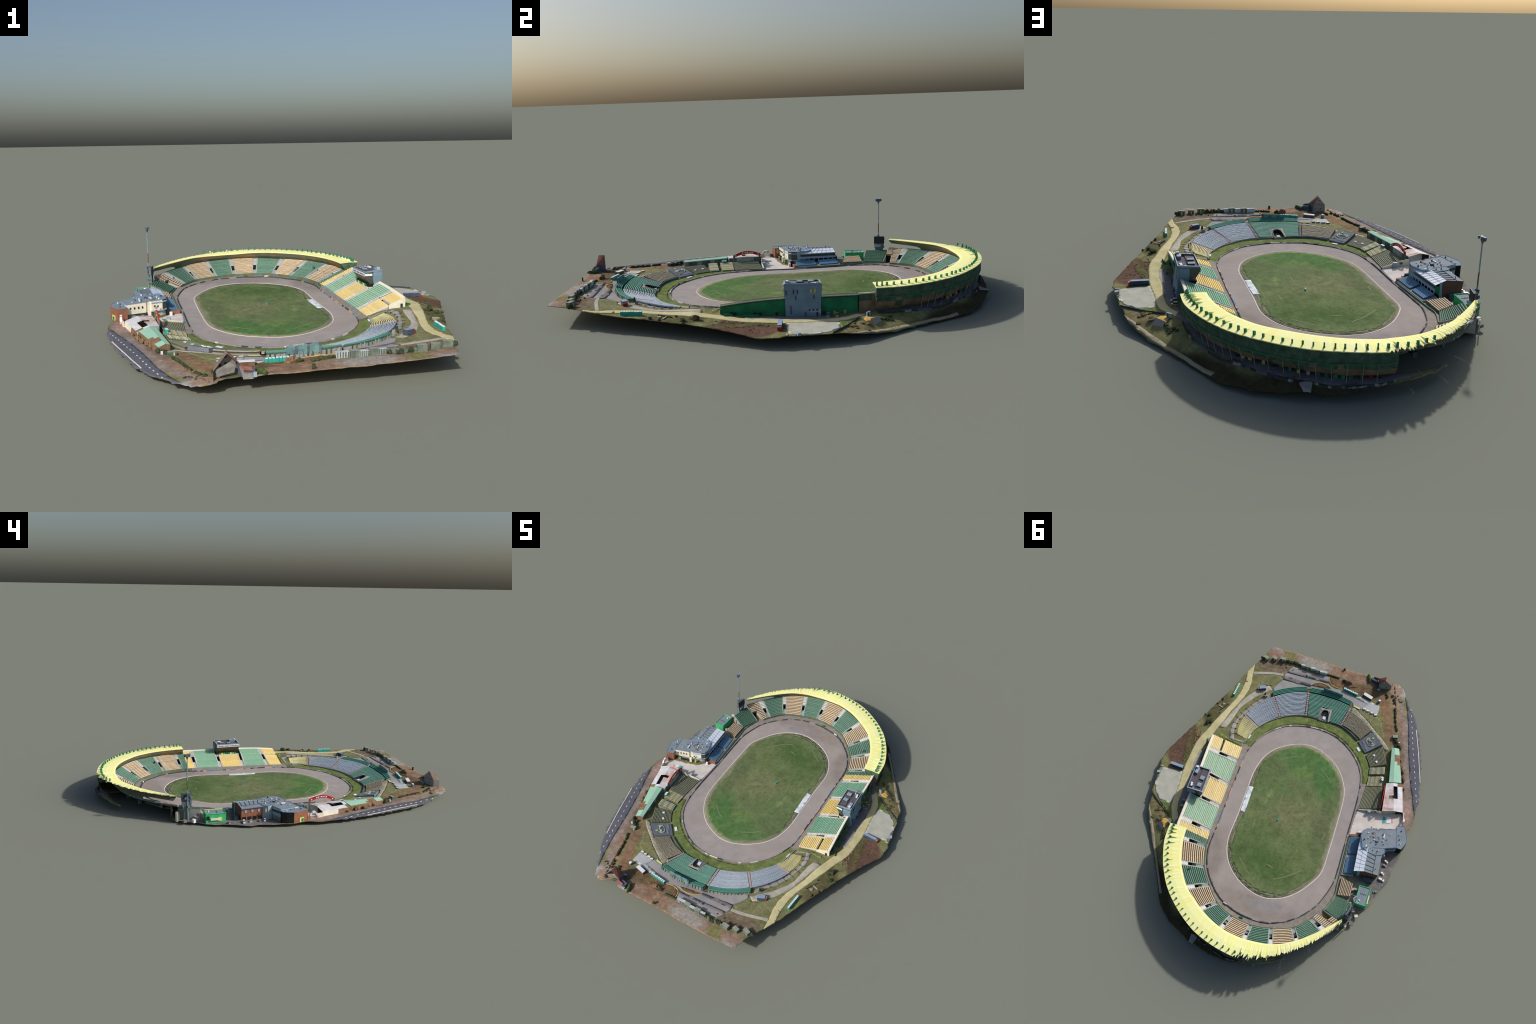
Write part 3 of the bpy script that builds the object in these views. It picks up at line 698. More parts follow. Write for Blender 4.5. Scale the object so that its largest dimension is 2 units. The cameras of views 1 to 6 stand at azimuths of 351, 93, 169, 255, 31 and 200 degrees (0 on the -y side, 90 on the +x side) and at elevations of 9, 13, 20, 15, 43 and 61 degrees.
# stations along the covered stand: front edge and back edge, numbered from the open east end round the bend
SF = [(.346, -.230, .033), (.337, -.131, .037), (.3275, .033, .041), (.318, .185, .045), (.309, .343, .049), (.302, .404, .050), (.297, .450, .051), (.258, .560, .053),
      (.191, .648, .054), (.112, .726, .053), (.010, .768, .052), (-.103, .779, .050), (-.212, .757, .047), (-.32, .713, .043), (-.39, .635, .038), (-.413, .597, .034)]
SB = [(.528, -.220, .104), (.518, -.113, .116), (.504, .033, .124), (.494, .19, .126), (.484, .352, .128), (.478, .412, .129), (.466, .475, .128), (.410, .610, .124),
      (.305, .735, .120), (.187, .824, .119), (.035, .894, .119), (-.105, .907, .117), (-.255, .880, .112), (-.385, .820, .103), (-.500, .700, .095), (-.549, .635, .090)]
stand = group('covered_stand')
def sec(s0, s1):
    """front/back curves between two stations, leaving room for the aisle at integer stations"""
    f = lambda u: at(SF, s0+(s1-s0)*u)
    k = lambda u: at(SB, s0+(s1-s0)*u)
    return f, k
def halfw(s):
    i = int(round(s)); i = min(max(i, 0), len(SF)-1)
    j = i+1 if i < len(SF)-1 else i-1
    w = .0145 if i < 5 else .0125
    return w/math.dist(SF[i][:2], SF[j][:2]), w/math.dist(SF[i][:2], SF[max(i-1, 0)][:2] if i else SF[1][:2])

AISLES = [1, 2, 3, 4, 6, 7, 8, 9, 10, 11, 12, 13, 14]
plan = [(0, 1, 'yellow_seat', 17, 'tread_beige'), (1, 2, 'green_bright', 18, 'tread_beige'), (2, 3, 'yellow_seat', 18, 'tread_beige'), (3, 4, 'green_bright', 18, 'tread_beige'),
        (4, 5, 'yellow_seat', 18, 'tread_beige'), (5, 6, 'green_seat', 18, 'tread_teal'), (6, 7, 'tan_seat', 16, 'tread_brown'), (7, 8, 'green_seat', 15, 'tread_teal'),
        (8, 9, 'tan_seat', 14, 'tread_brown'), (9, 10, 'green_seat', 13, 'tread_teal'), (10, 11, 'tan_seat', 13, 'tread_brown'), (11, 12, 'green_seat', 13, 'tread_teal'),
        (12, 13, 'tan_seat', 13, 'tread_brown'), (13, 14, 'green_seat', 13, 'tread_teal'), (14, 15, 'tan_seat', 12, 'tread_brown')]
south_first = []
def build_covered():
    for (a, c, seat, rows, tread) in plan:
        s0 = a+(halfw(a)[0] if a in AISLES else 0); s1 = c-(halfw(c)[1] if c in AISLES else 0)
        f, k = sec(s0, s1)
        bright = tread == 'tread_beige'
        if a == 0:      # end block with a cross walk part of the way up
            seating('seating_block', f, k, 10, tread, seat, stand, 0, .57, 6, ground=True, wall='concrete', width=(.14, .56))
            seating('seating_block', f, k, 6, tread, seat, stand, .64, .93, 6, ground=True, wall='concrete', width=(.14, .56))
        elif a == 2:    # lower half only: the tower stands on the upper half
            seating('seating_block', f, k, 12, tread, seat, stand, 0, .62, 8, width=(.14, .56))
        else:
            seating('seating_block', f, k, rows, tread, seat, stand, 0, .93 if bright else 1, 8, width=(.14, .56) if bright else (.15, .62), jitter=0 if bright else .0012)

def vomitory(s):
    """Aisle with a sunken passage: lower flight, opening, upper flight between low side walls."""
    i = s; d0, d1 = halfw(i)
    f, k = sec(s-d1, s+d0)
    P = lambda u, t: np.array(f(u))*(1-t)+np.array(k(u))*t
    near = s in (1, 2, 3, 4)
    m = 'aisle' if near else 'aisle_green'
    b = Builder()
    tA, tB = (.34, .60) if near else (.27, .52)
    if s in (2, 3): tB = .66
    zA = P(.5, tA)[2]
    rows = []
    nst = 8
    for q in range(nst):      # lower flight
        a, c = tA*q/nst, tA*(q+1)/nst
        z = P(.5, a+.5*tA/nst)[2]-.001
        rows += [[(P(u, a)[0], P(u, a)[1], z) for u in (.18, .82)], [(P(u, c)[0], P(u, c)[1], z) for u in (.18, .82)]]
    b.loft(rows, m)
    fl = lambda t: [(P(u, t)[0], P(u, t)[1], zA-.006) for u in (.18, .82)]
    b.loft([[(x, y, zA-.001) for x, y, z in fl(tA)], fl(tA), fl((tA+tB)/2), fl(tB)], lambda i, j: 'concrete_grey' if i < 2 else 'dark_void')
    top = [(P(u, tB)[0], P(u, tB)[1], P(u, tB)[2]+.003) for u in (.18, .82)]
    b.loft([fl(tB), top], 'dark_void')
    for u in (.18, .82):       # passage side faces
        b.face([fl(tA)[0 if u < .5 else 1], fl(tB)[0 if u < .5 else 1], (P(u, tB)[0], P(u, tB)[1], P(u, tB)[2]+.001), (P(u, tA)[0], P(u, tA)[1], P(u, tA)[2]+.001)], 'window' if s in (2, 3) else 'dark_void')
    te = .93 if near else 1
    if s not in (2, 3):
        rows = []; nst = 6
        for q in range(nst):
            a, c = tB+(te-tB)*q/nst, tB+(te-tB)*(q+1)/nst
            mid = P(.5, (a+c)/2)[2]
            rows += [[(P(u, a)[0], P(u, a)[1], mid+.002) for u in (.2, .8)], [(P(u, c)[0], P(u, c)[1], mid+.002) for u in (.2, .8)]]
        b.loft([[(x, y, z-.004) for x, y, z in top]]+rows, lambda i, j: 'white_step' if i % 2 else 'concrete_grey')
    for u0, u1 in ((0, .2), (.8, 1)):      # side walls
        L = []
        for t in [q/12*te for q in range(13)]:
            up = .0045 if tA-.08 < t < tB+.02 else .002
            a, c = P(u0, t), P(u1, t)
            L.append([(a[0], a[1], a[2]-.006), (a[0], a[1], a[2]+up), (c[0], c[1], c[2]+up), (c[0], c[1], c[2]-.006)])
        b.loft(L, m); b.face(L[0], m); b.face(L[-1], m)
    b.obj('vomitory', stand)

# back promenade and parapet of the uncovered part
def promenade():
    ss = [i*.1 for i in range(0, 53)]
    b = Builder()
    def P(s, t):
        return np.array(at(SF, s))*(1-t)+np.array(at(SB, s))*t
    r = []
    for t, dz in ((.93, -.004), (.93, .0), (.985, .0), (.985, .001), (1.01, .001), (1.01, -.006)):
        r.append([(P(s, t)[0], P(s, t)[1], P(s, .93 if t < .98 else 1)[2]+dz) for s in ss])
    b.loft(r, 'tread_beige')
    b.obj('back_promenade', stand)
    # outer wall: green panels under a dark overhang
    for s0, s1 in ((0, 2.25), (2.80, 3.98)):
        ss = [s0+(s1-s0)*i/10 for i in range(11)]
        b = Builder()
        hi = [P(s, 1.008) for s in ss]; inn = [P(s, .975) for s in ss]
        b.loft([[(p[0], p[1], p[2]+.002) for p in hi], [(p[0], p[1], p[2]-.010) for p in hi]], 'girder')
        b.loft([[(p[0], p[1], p[2]-.010) for p in hi], [(p[0], p[1], p[2]-.012) for p in inn], [(p[0], p[1], h(p[0], p[1])-.002) for p in inn]], lambda i, j: 'girder' if i == 0 else 'back_green')
        b.obj('rear_wall', stand)
        d = Builder()
        for s in ([.5, .62, 1.25, 1.4, 1.85] if s0 < 1 else [3.1, 3.35, 3.6]):
            p = P(s, .977); d.box((p[0]+.002, p[1], h(p[0], p[1])), (.004, .010, .014), -4, 'window' if s < 3.3 else 'car_yellow')
        d.obj('door', stand)
    # end wall of the open end, with its doorway
    b = Builder(); p0, p1 = P(0, .58), P(0, 1.0)
    L = [p0, p0*.5+p1*.5, p1]
    b.loft([[(p[0], p[1]-.001, p[2]+.001) for p in L], [(p[0], p[1]-.001, h(p[0], p[1])-.002) for p in L]], 'white_wall')
    q = P(0, .9); b.box((q[0], q[1]-.002, h(q[0], q[1])), (.010, .004, .018), 3, 'window')
    b.obj('end_wall', stand)
    # front wall below the first row
    ss = [i*.1 for i in range(0, 151)]
    b = Builder()
    out = [P(s, -.03) for s in ss]; inn = [P(s, .02) for s in ss]
    def fm(i, j):
        return ('concrete_grey' if ss[j] < 4.5 else ('tread_olive' if ss[j] % 1 < .6 else 'tread_teal'))
    b.loft([[(p[0], p[1], h(p[0], p[1])-.002) for p in out], [(p[0], p[1], q[2]+.002) for p, q in zip(out, inn)], [(p[0], p[1], p[2]) for p in inn]], fm)
    b.obj('front_wall', stand)

# ------------------------------------------------------------------ south terraces (order matters: the largest rows become named objects)
def quad(a, c, za=None, bend=0.0):
    """curve from a to c (x, y, z) bowed outward by bend"""
    a, c = np.array(a, float), np.array(c, float)
    d = (c-a)[:2]; nrm = np.array([d[1], -d[0], 0]) if len(d) == 2 else 0
    nrm = nrm/np.linalg.norm(nrm)
    return lambda u: a*(1-u)+c*u+nrm*bend*4*u*(1-u)

terr = group('south_terraces')
def S_block(f0, f1, b0, b1, rows, tread, seat, bf=.006, bb=.008, **kw):
    return seating('terrace_block', quad(f0, f1, bend=bf), quad(b0, b1, bend=bb), rows, tread, seat, terr, ground=True, wall='concrete_grey', **kw)

def build_south():
    # grey blocks
    S_block((.302, -.410, .029), (.214, -.522, .026), (.402, -.447, .061), (.294, -.624, .064), 18, 'tread_grey', 'grey_seat', -.006, -.012, n=12, jitter=.0016)
    S_block((.200, -.530, .025), (.068, -.590, .021), (.281, -.632, .065), (.098, -.733, .061), 18, 'tread_grey', 'grey_seat', -.008, -.014, n=12, jitter=.0016)
    # green block with the tunnel mouth
    gf = quad((.048, -.594, .020), (-.160, -.599, .014), bend=-.010); gb = quad((.082, -.735, .060), (-.184, -.735, .050), bend=-.012)
    def part(u0, u1, t0, t1, rows, n):      # the block is split so that the tunnel mouth is a real recess
        seating('terrace_block', lambda u: gf(u0+(u1-u0)*u), lambda u: gb(u0+(u1-u0)*u), rows, 'tread_moss', 'teal_seat', terr, t0, t1, n, ground=True, wall='concrete_grey')
    part(0, .375, 0, .5, 9, 6); part(.615, 1, 0, .5, 9, 6); part(0, 1, .5, 1, 9, 14)
    # upper rows in darker green
    S_block((.290, -.632, .066), (.098, -.738, .062), (.306, -.658, .074), (.114, -.765, .074), 4, 'tread_moss', 'teal_dark_seat', -.012, -.012, n=10)
    S_block((.082, -.742, .062), (-.184, -.740, .052), (.082, -.770, .074), (-.184, -.766, .062), 4, 'tread_moss', 'teal_dark_seat', -.012, -.014, n=12)
    # straw-coloured block
    S_block((.331, -.296, .028), (.308, -.398, .029), (.402, -.298, .056), (.405, -.428, .060), 14, 'tread_umber', 'straw_seat', -.008, -.010, n=10)
    # drab block
    S_block((-.178, -.605, .015), (-.312, -.546, .011), (-.200, -.700, .047), (-.362, -.618, .038), 16, 'tread_umber', 'drab_seat', -.008, -.008, n=12, jitter=.002)
    # stairs between the blocks
    b = Builder()
    for f, k in (((.308, -.404, .030), (.404, -.437, .062)), ((.207, -.526, .027), (.288, -.628, .066)), ((.058, -.592, .022), (.090, -.735, .062)), ((-.169, -.602, .016), (-.192, -.720, .050))):
        f, k = np.array(f), np.array(k); d = k-f; nrm = np.array([d[1], -d[0]])/math.hypot(d[0], d[1])*.0055
        L = []
        for q in range(12):
            p = f+d*q/12; r = f+d*(q+1)/12
            for pp in (p, r):
                z = (f+d*(q+.5)/12)[2]+.001
                L.append([(pp[0]+nrm[0], pp[1]+nrm[1], z-.006), (pp[0]+nrm[0], pp[1]+nrm[1], z), (pp[0]-nrm[0], pp[1]-nrm[1], z), (pp[0]-nrm[0], pp[1]-nrm[1], z-.006)])
        b.loft(L, M.get('stair_pink') or M.setdefault('stair_pink', plain('pinkish_stair', (166, 150, 146), (150, 136, 132), 60)))
        b.face(L[0], 'stair_pink'); b.face(L[-1], 'stair_pink')
    b.obj('terrace_stairs', terr)
    # retaining wall along the foot
    foot = catmull([(.345, -.265), (.337, -.32), (.325, -.372), (.308, -.408), (.265, -.466), (.207, -.522), (.14, -.566), (.06, -.594), (-.02, -.603)], 5)
    foot2 = catmull([(-.095, -.604), (-.165, -.602), (-.235, -.574), (-.3, -.537)], 6)
    for line, m, hh in ((foot, 'concrete_grey', .009), (foot2, 'wall_blue', .010)):
        b = Builder(); o = offset(line, .004)
        b.loft([[(x, y, h(x, y)-.002) for x, y in line], [(x, y, h(x, y)+hh) for x, y in line], [(x, y, h(x, y)+hh) for x, y in o], [(x, y, h(x, y)-.002) for x, y in o]], m)
        b.obj('retaining_wall', terr)
    # tunnel mouth: sunken floor, side walls with a rounded rim, dark passage behind
    b = Builder()
    c0, c1 = np.array((-.056, -.598)), np.array((-.050, -.668))
    d = c1-c0; L = np.linalg.norm(d); d = d/L; nr = np.array([d[1], -d[0]])
    pt = lambda t, w, z: (c0[0]+d[0]*t+nr[0]*w, c0[1]+d[1]*t+nr[1]*w, z)
    zs = lambda t: .0175+.30*t      # seat level beside the recess
    rim = [(-.004, .030), (.020, .029), (.045, .026), (.060, .019), (.068, .008), (.068, -.008), (.060, -.019), (.045, -.026), (.020, -.029), (-.004, -.030)]
    inn = [(t*.93, w*.86) for t, w in rim]
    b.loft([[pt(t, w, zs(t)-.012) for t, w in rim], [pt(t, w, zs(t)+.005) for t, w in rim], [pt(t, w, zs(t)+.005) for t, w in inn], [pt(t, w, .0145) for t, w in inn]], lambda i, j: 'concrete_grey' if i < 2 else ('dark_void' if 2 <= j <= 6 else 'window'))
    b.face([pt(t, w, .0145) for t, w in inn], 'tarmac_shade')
    # filler between the rim and the ends of the seat rows
    for sgn in (1, -1):
        b.loft([[pt(t, sgn*.026, zs(t)+.003) for t in (-.004, .02, .045, .062, .074)], [pt(t, sgn*.036, zs(t)+.001) for t in (-.004, .02, .045, .062, .074)], [pt(t, sgn*.036, .005) for t in (-.004, .02, .045, .062, .074)]], 'concrete')
    b.face([pt(.060, -.03, zs(.06)+.003), pt(.074, -.036, zs(.074)), pt(.074, .036, zs(.074)), pt(.060, .03, zs(.06)+.003)], 'concrete')
    b.face([pt(-.004, -.030, .016), pt(-.004, .030, .016), pt(-.004, .030, .005), pt(-.004, -.030, .005)], 'concrete_grey')
    b.box(pt(.018, 0, .0146), (.018, .022, .004), 5, 'white')
    b.obj('tunnel_mouth', terr)
    # fenced bays behind the grey and straw blocks
    bays = catmull([(.408, -.300), (.425, -.34), (.426, -.39), (.412, -.44), (.388, -.49), (.36, -.54), (.325, -.60)], 4)
    b = Builder()
    for k in range(0, len(bays)-1, 3):
        p = bays[k]; q = offset(bays, -.03)[k]
        if math.hypot(*q) < math.hypot(*p): q = offset(bays, .03)[k]
        b.tube((p[0], p[1], h(*p)+.001), (q[0], q[1], h(*q)+.003), .0012, .0012, 'fence_dark', 5)
        b.box((p[0], p[1], h(*p)), (.004, .004, .008), 0, 'fence_dark')
    b.obj('bay_rails', terr)
    b = Builder(); b.box((.334, -.617, h(.334, -.617)), (.016, .014, .016), 30, 'concrete_grey'); b.tube((.34, -.622, .07), (.34, -.622, .09), .007, .004, 'bush', 7); b.obj('control_hut', terr)
    # small supports at the back of the upper rows
    b = Builder()
    for f, k, n in (((.304, -.657, .073), (.114, -.764, .073), 12), ((.082, -.772, .070), (-.184, -.768, .058), 16)):
        for q in range(n):
            u = (q+.5)/n; p = quad(f, k, bend=-.013)(u)
            b.box((p[0], p[1], h(p[0], p[1])-.001), (.004, .005, max(.004, p[2]-h(p[0], p[1]))), 30, ['aisle_green', 'concrete_grey', 'tread_olive', 'girder'][q % 4])
    b.obj('terrace_supports', terr)
    # benches at the verge
    b = Builder()
    for c, r in (((.333, -.318), 80), ((-.322, -.478), -42)):
        b.box((c[0], c[1], h(*c)+.002), (.030, .014, .003), r, 'white')
    b.obj('marker_board', terr)

# ------------------------------------------------------------------ west terraces
def build_west():
    west = group('west_terraces')
    def blk(f0, f1, k0, k1, rows, tread, seat, **kw):
        return seating('terrace_block', quad(f0, f1), quad(k0, k1), rows, tread, seat, west, ground=True, wall='concrete_grey', **kw)
    blk((-.377, -.452, .009), (-.424, -.384, .009), (-.458, -.533, .031), (-.514, -.425, .026), 14, 'tread_olive', 'olive_seat', n=8, lip=.0016, jitter=.0012)
    pick = lambda i: ['mint_seat', 'straw_seat', 'mint_seat', 'tan_seat', 'straw_seat'][(i*7) % 5]
    blk((-.424, -.376, .009), (-.433, -.332, .009), (-.511, -.400, .031), (-.520, -.352, .030), 14, 'tread_olive', 'mint_seat', n=6, lip=.004, seatpick=pick)
    pick2 = lambda i: ['straw_seat', 'tan_seat', 'mint_seat', 'straw_seat'][(i*5) % 4]
    blk((-.436, -.314, .009), (-.440, -.250, .009), (-.517, -.335, .032), (-.527, -.268, .032), 14, 'tread_olive', 'straw_seat', n=6, lip=.004, seatpick=pick2)
    blk((-.440, -.246, .009), (-.440, -.093, .011), (-.532, -.266, .032), (-.558, -.125, .032), 14, 'tread_olive', 'olive_seat', n=8, lip=.0025, jitter=.0012)
    # timber seating, moss-green seating by the gate, blue seating below the clubhouse
    blk((-.476, .348, .028), (-.484, .455, .029), (-.547, .372, .046), (-.552, .444, .046), 8, 'tread_dark', 'tan_seat', n=6, lip=.004, jitter=.001)
    blk((-.484, .462, .029), (-.447, .557, .034), (-.545, .478, .060), (-.522, .592, .067), 11, 'tread_teal', 'greenw_seat', n=8, lip=.0035)
    blk((-.546, .480, .061), (-.524, .590, .068), (-.575, .488, .072), (-.552, .60, .076), 3, 'tread_teal', 'greenw_seat', n=6, lip=.0035)
    blk((-.451, .098, .022), (-.463, .203, .024), (-.499, .090, .036), (-.513, .193, .037), 9, 'blue_step' if 'blue_step' in M else M.setdefault('blue_step', plain('blue_step', (66, 100, 132), (56, 86, 118), 60)), 'blue_seat', n=8)
    blk((-.465, .222, .024), (-.477, .320, .026), (-.514, .212, .037), (-.526, .312, .039), 9, 'blue_step', 'blue_seat', n=8)
    # ground wall and walkway of the blue seating
    b = Builder()
    L = [(-.443, .09), (-.452, .2), (-.462, .32), (-.467, .397), (-.472, .453), (-.456, .515), (-.441, .558)]
    L = catmull(L, 4); o = offset(L, .003)
    b.loft([[(x, y, h(x, y)-.002) for x, y in L], [(x, y, h(x, y)+.008) for x, y in L], [(x, y, h(x, y)+.008) for x, y in o], [(x, y, h(x, y)-.002) for x, y in o]], 'greenw_seat')
    b.obj('rail_wall', west)
    b = Builder(); b.prism([(-.444, .085), (-.468, .333), (-.535, .325), (-.505, .08)], 0, lambda x, y: .0185+(-.44-x)*.13, 'concrete_grey'); b.obj('seating_base', west)
    b = Builder()
    b.prism([(-.445, .082), (-.49, .07), (-.49, .085), (-.446, .094)], 0, .026, 'brick'); b.obj('end_plinth', west)
    b = Builder(); b.box((-.500, .068, h(-.5, .068)), (.016, .014, .028), 10, 'dark_void'); b.box((-.488, .055, h(-.488, .055)), (.012, .01, .018), 10, 'white'); b.obj('ticket_booth', west)
    # tables and cabins on the terraces
    b = Builder()
    for c in ((-.425, -.463), (-.451, -.425)):
        b.box((c[0], c[1], .017), (.013, .011, .004), -30, 'white')
    b.obj('table', west)
    b = Builder()
    for k in range(2):
        c = (-.517-.002*k, -.318+.013*k); b.box((c[0], c[1], .024), (.013, .0115, .022), -14, 'teal', 'white')
    b.obj('toilet_cabin', west)
    # big printed banner lying on the terrace
    A, Bq, C, D2 = (np.array(p) for p in ((-.303, -.529, .0085), (-.366, -.465, .0085), (-.449, -.541, .035), (-.374, -.603, .038)))
    n = 14; bb = Builder()
    def pos(u, v, lift=.004):
        p = (A*(1-u)+Bq*u)*(1-v)+(D2*(1-u)+C*u)*v
        fold = .0035*math.exp(-((v-.18+.1*(u-.5))/.035)**2)*(1 if .15 < u < .85 else .3)
        return (p[0], p[1], p[2]+lift+fold+.0012*mnoise.noise((u*5, v*5, 2)))
    grid = [[pos(u/n, v/n) for u in range(n+1)] for v in range(n+1)]
    bb.loft(grid, 'banner')
    edge = grid[0]+[r[-1] for r in grid[1:]]+grid[-1][::-1][1:]+[r[0] for r in grid[1:-1]][::-1]
    bb.loft([edge, [(x, y, h(x, y)-.001) for x, y, z in edge]], 'banner', True)
    ban = bb.obj('advertising_banner', west)
    # printed word, swoosh and star
    def lay(name, polys, mat, lift):
        q = Builder()
        for poly in polys:
            top = [pos(u, v, lift) for u, v in poly]
            q.face(top, mat)
            q.loft([top, [(x, y, z-.0016) for x, y, z in top]], mat, True)
        return q.obj(name, ban)
    cu = bpy.data.curves.new('word', 'FONT'); cu.body = 'LOTTO'; cu.size = 1; cu.align_x = 'CENTER'; cu.align_y = 'CENTER'; cu.extrude = 0; cu.offset = .018; cu.resolution_u = 3
    to = bpy.data.objects.new('word', cu); bpy.context.scene.collection.objects.link(to)
    me = bpy.data.meshes.new_from_object(to.evaluated_get(bpy.context.evaluated_depsgraph_get()))
    bpy.data.objects.remove(to)
    xs = [v.co.x for v in me.vertices]; wd = max(xs)-min(xs)
    for v in me.vertices:
        u = .50+v.co.x/wd*.46; vv = .57+v.co.y/wd*.46*1.05
        v.co = pos(u, vv, .0082)
    me.materials.append(M['white'])
    so = bpy.data.objects.new('banner_word', me); bpy.context.scene.collection.objects.link(so); so.parent = ban
    sm = so.modifiers.new('thick', 'SOLIDIFY'); sm.thickness = .0025; sm.offset = -1
    def swoosh(t0, t1, k):
        pts_o, pts_i = [], []
        for q in range(k+1):
            t = t0+(t1-t0)*q/k; w = .055*math.sin(math.pi*q/k)+.004
            c, s = math.cos(math.radians(t)), math.sin(math.radians(t))
            pts_o.append((.5+.33*c, .56+.20*s)); pts_i.append((.5+(.33-w)*c, .56+(.20-w*.8)*s))
        return [[pts_o[i], pts_o[i+1], pts_i[i+1], pts_i[i]] for i in range(k)]
    lay('banner_swoosh', swoosh(120, 285, 16), 'lime', .0068)
    lay('banner_swoosh', swoosh(300, 415, 14), 'lime', .0068)
    star = [(.36+(.095 if k % 2 == 0 else .038)*math.cos(math.radians(90+36*k)), .80+(.095 if k % 2 == 0 else .038)*math.sin(math.radians(90+36*k))) for k in range(10)]
    lay('banner_star', [star], 'lime', .0074)

build_south()
EAST_FIRST = True
build_covered()
build_west()
for s in AISLES: vomitory(s)
promenade()

# ------------------------------------------------------------------ yellow roof
CI = [(.412, .416, .155), (.400, .492, .156), (.372, .577, .157), (.334, .649, .158), (.274, .726, .159), (.196, .786, .160), (.108, .838, .160), (.013, .871, .157), (-.087, .881, .151), (-.139, .878, .150),
      (-.189, .872, .149), (-.237, .863, .149), (-.283, .846, .149), (-.330, .821, .149), (-.380, .785, .146), (-.436, .733, .143), (-.491, .675, .141), (-.550, .608, .138)]
CO = [(.508, .421, .157), (.499, .515, .158), (.468, .605, .159), (.426, .687, .160), (.363, .774, .161), (.270, .857, .162), (.155, .929, .162), (.035, .968, .161), (-.080, .984, .158), (-.145, .978, .156),
      (-.200, .962, .154), (-.255, .940, .152), (-.305, .908, .150), (-.358, .868, .148), (-.411, .825, .146), (-.462, .772, .143), (-.508, .712, .141), (-.560, .632, .139)]
roof = group('curved_roof')
def canopy():
    b = Builder(); S = [i*.05 for i in range(0, 341)]
    I = [at(CI, s) for s in S]; O = [at(CO, s) for s in S]
    r = random.Random(11)
    # beyond the scaffold end the outer edge is torn into tongues
    tip = []; 
    for k, s in enumerate(S):
        if s < 8.2: tip.append(1.0)
        else: tip.append(None)
    k = next(i for i, s in enumerate(S) if s >= 8.2); cur = 1.0
    while k < len(S):
        w = r.choice([2, 3, 3, 4, 5, 6]); a = r.uniform(.86, 1.06); e = r.uniform(.72, .92)
        if r.random() < .25: a += .08
        for q in range(w):
            if k+q < len(S): tip[k+q] = a+(e-a)*q/max(1, w-1)
        k += w
    sh = .0
    mid, out = [], []
    for i, s in enumerate(S):
        lean = 0 if s < 8.2 else .006
        t = tip[i]
        p = I[i]*(1-t)+O[i]*t
        out.append((p[0]+lean, p[1]-lean*.3, p[2]+.0012*mnoise.noise((s*6, 0, 3))+(.0 if s < 8.2 else .003*mnoise.noise((s*9, 4, 3)))))
        mid.append(I[i]*(.5)+O[i]*.5+np.array([0, 0, .0025+.0016*mnoise.noise((s*7, 2, 9))]))
    low = lambda L, d: [(p[0], p[1], p[2]-d) for p in L]
    q1 = [(I[i]*.78+mid[i]*.22)+np.array([0, 0, .001]) for i in range(len(S))]
    b.loft([low(I, .003), I, q1, mid, out, low(out, .003), low(mid, .003), low(I, .003)], 'canopy_yellow')
    for j in (0, len(S)-1):
        b.face([I[j], mid[j], out[j], low(out, .003)[j], low(mid, .003)[j], low(I, .003)[j]], 'canopy_yellow')
    top = b.obj('roof_sheet', roof)
    # stained soffit hanging from the front edge back to the head of the stand
    b = Builder()
    T, Bo = [], []
    for i, s in enumerate(S):
        p = I[i]; d = (O[i]-I[i])[:2]; d = d/np.linalg.norm(d)
        zb = .114+.004*math.sin(s*.3) if s < 15 else .114
        off = .030-.010*max(0, (s-8)/9)
        T.append((p[0]+d[0]*.001, p[1]+d[1]*.001, p[2]-.003))
        Bo.append((p[0]+d[0]*off, p[1]+d[1]*off, zb))
    M1 = [((a[0]*.62+c[0]*.38), (a[1]*.62+c[1]*.38), a[2]*.45+c[2]*.55) for a, c in zip(T, Bo)]
    inn = [(c[0]+(o[0]-i_[0])*.02, c[1]+(o[1]-i_[1])*.02, c[2]+.003) for c, o, i_ in zip(Bo, O, I)]
    b.loft([T, M1, Bo, inn, [(a[0]+.0, a[1], a[2]) for a in [((m[0]+x[0])/2, (m[1]+x[1])/2, (m[2]+x[2])/2+.001) for m, x in zip(T, inn)]]], 'soffit')
    b.obj('roof_soffit', roof)
    # ragged strip closing the gap between the soffit and the head of the stand
    b = Builder(); J = [i for i, s in enumerate(S) if 7.5 <= s <= 14.8]
    SBC = catmull(SB, 14)
    nb = [SBC[min(range(len(SBC)), key=lambda q: math.dist(SBC[q][:2], Bo[i][:2]))] for i in J]
    b.loft([[Bo[i] for i in J], [(p[0], p[1], p[2]-.002) for p in nb]], lambda i, j: 'soffit')
    b.obj('rear_strip', roof)
    # closed underside of the part that still has its outer wall
    K = [i for i, s in enumerate(S) if s <= 8.6]
    def outer(i, inset, z):
        d = (O[i]-I[i])[:2]; d = d/np.linalg.norm(d)
        return (O[i][0]-d[0]*inset, O[i][1]-d[1]*inset, z)
    b = Builder()
    hi = [outer(i, .002, O[i][2]-.003) for i in K]; lo = [outer(i, .004+.003*mnoise.noise((S[i]*4, 7, 1)), .121+.004*mnoise.noise((S[i]*5, 1, 1))) for i in K]; lo2 = [outer(i, .006+.004*mnoise.noise((S[i]*3, 3, 1)), .112+.004*mnoise.noise((S[i]*4, 3, 5))) for i in K]
    b.loft([hi, lo, lo2, [Bo[i] for i in K]], lambda i, j: 'girder' if i < 2 else 'back_brown')
    b.face([T[0], Bo[0], lo2[0], lo[0], hi[0]], 'girder')
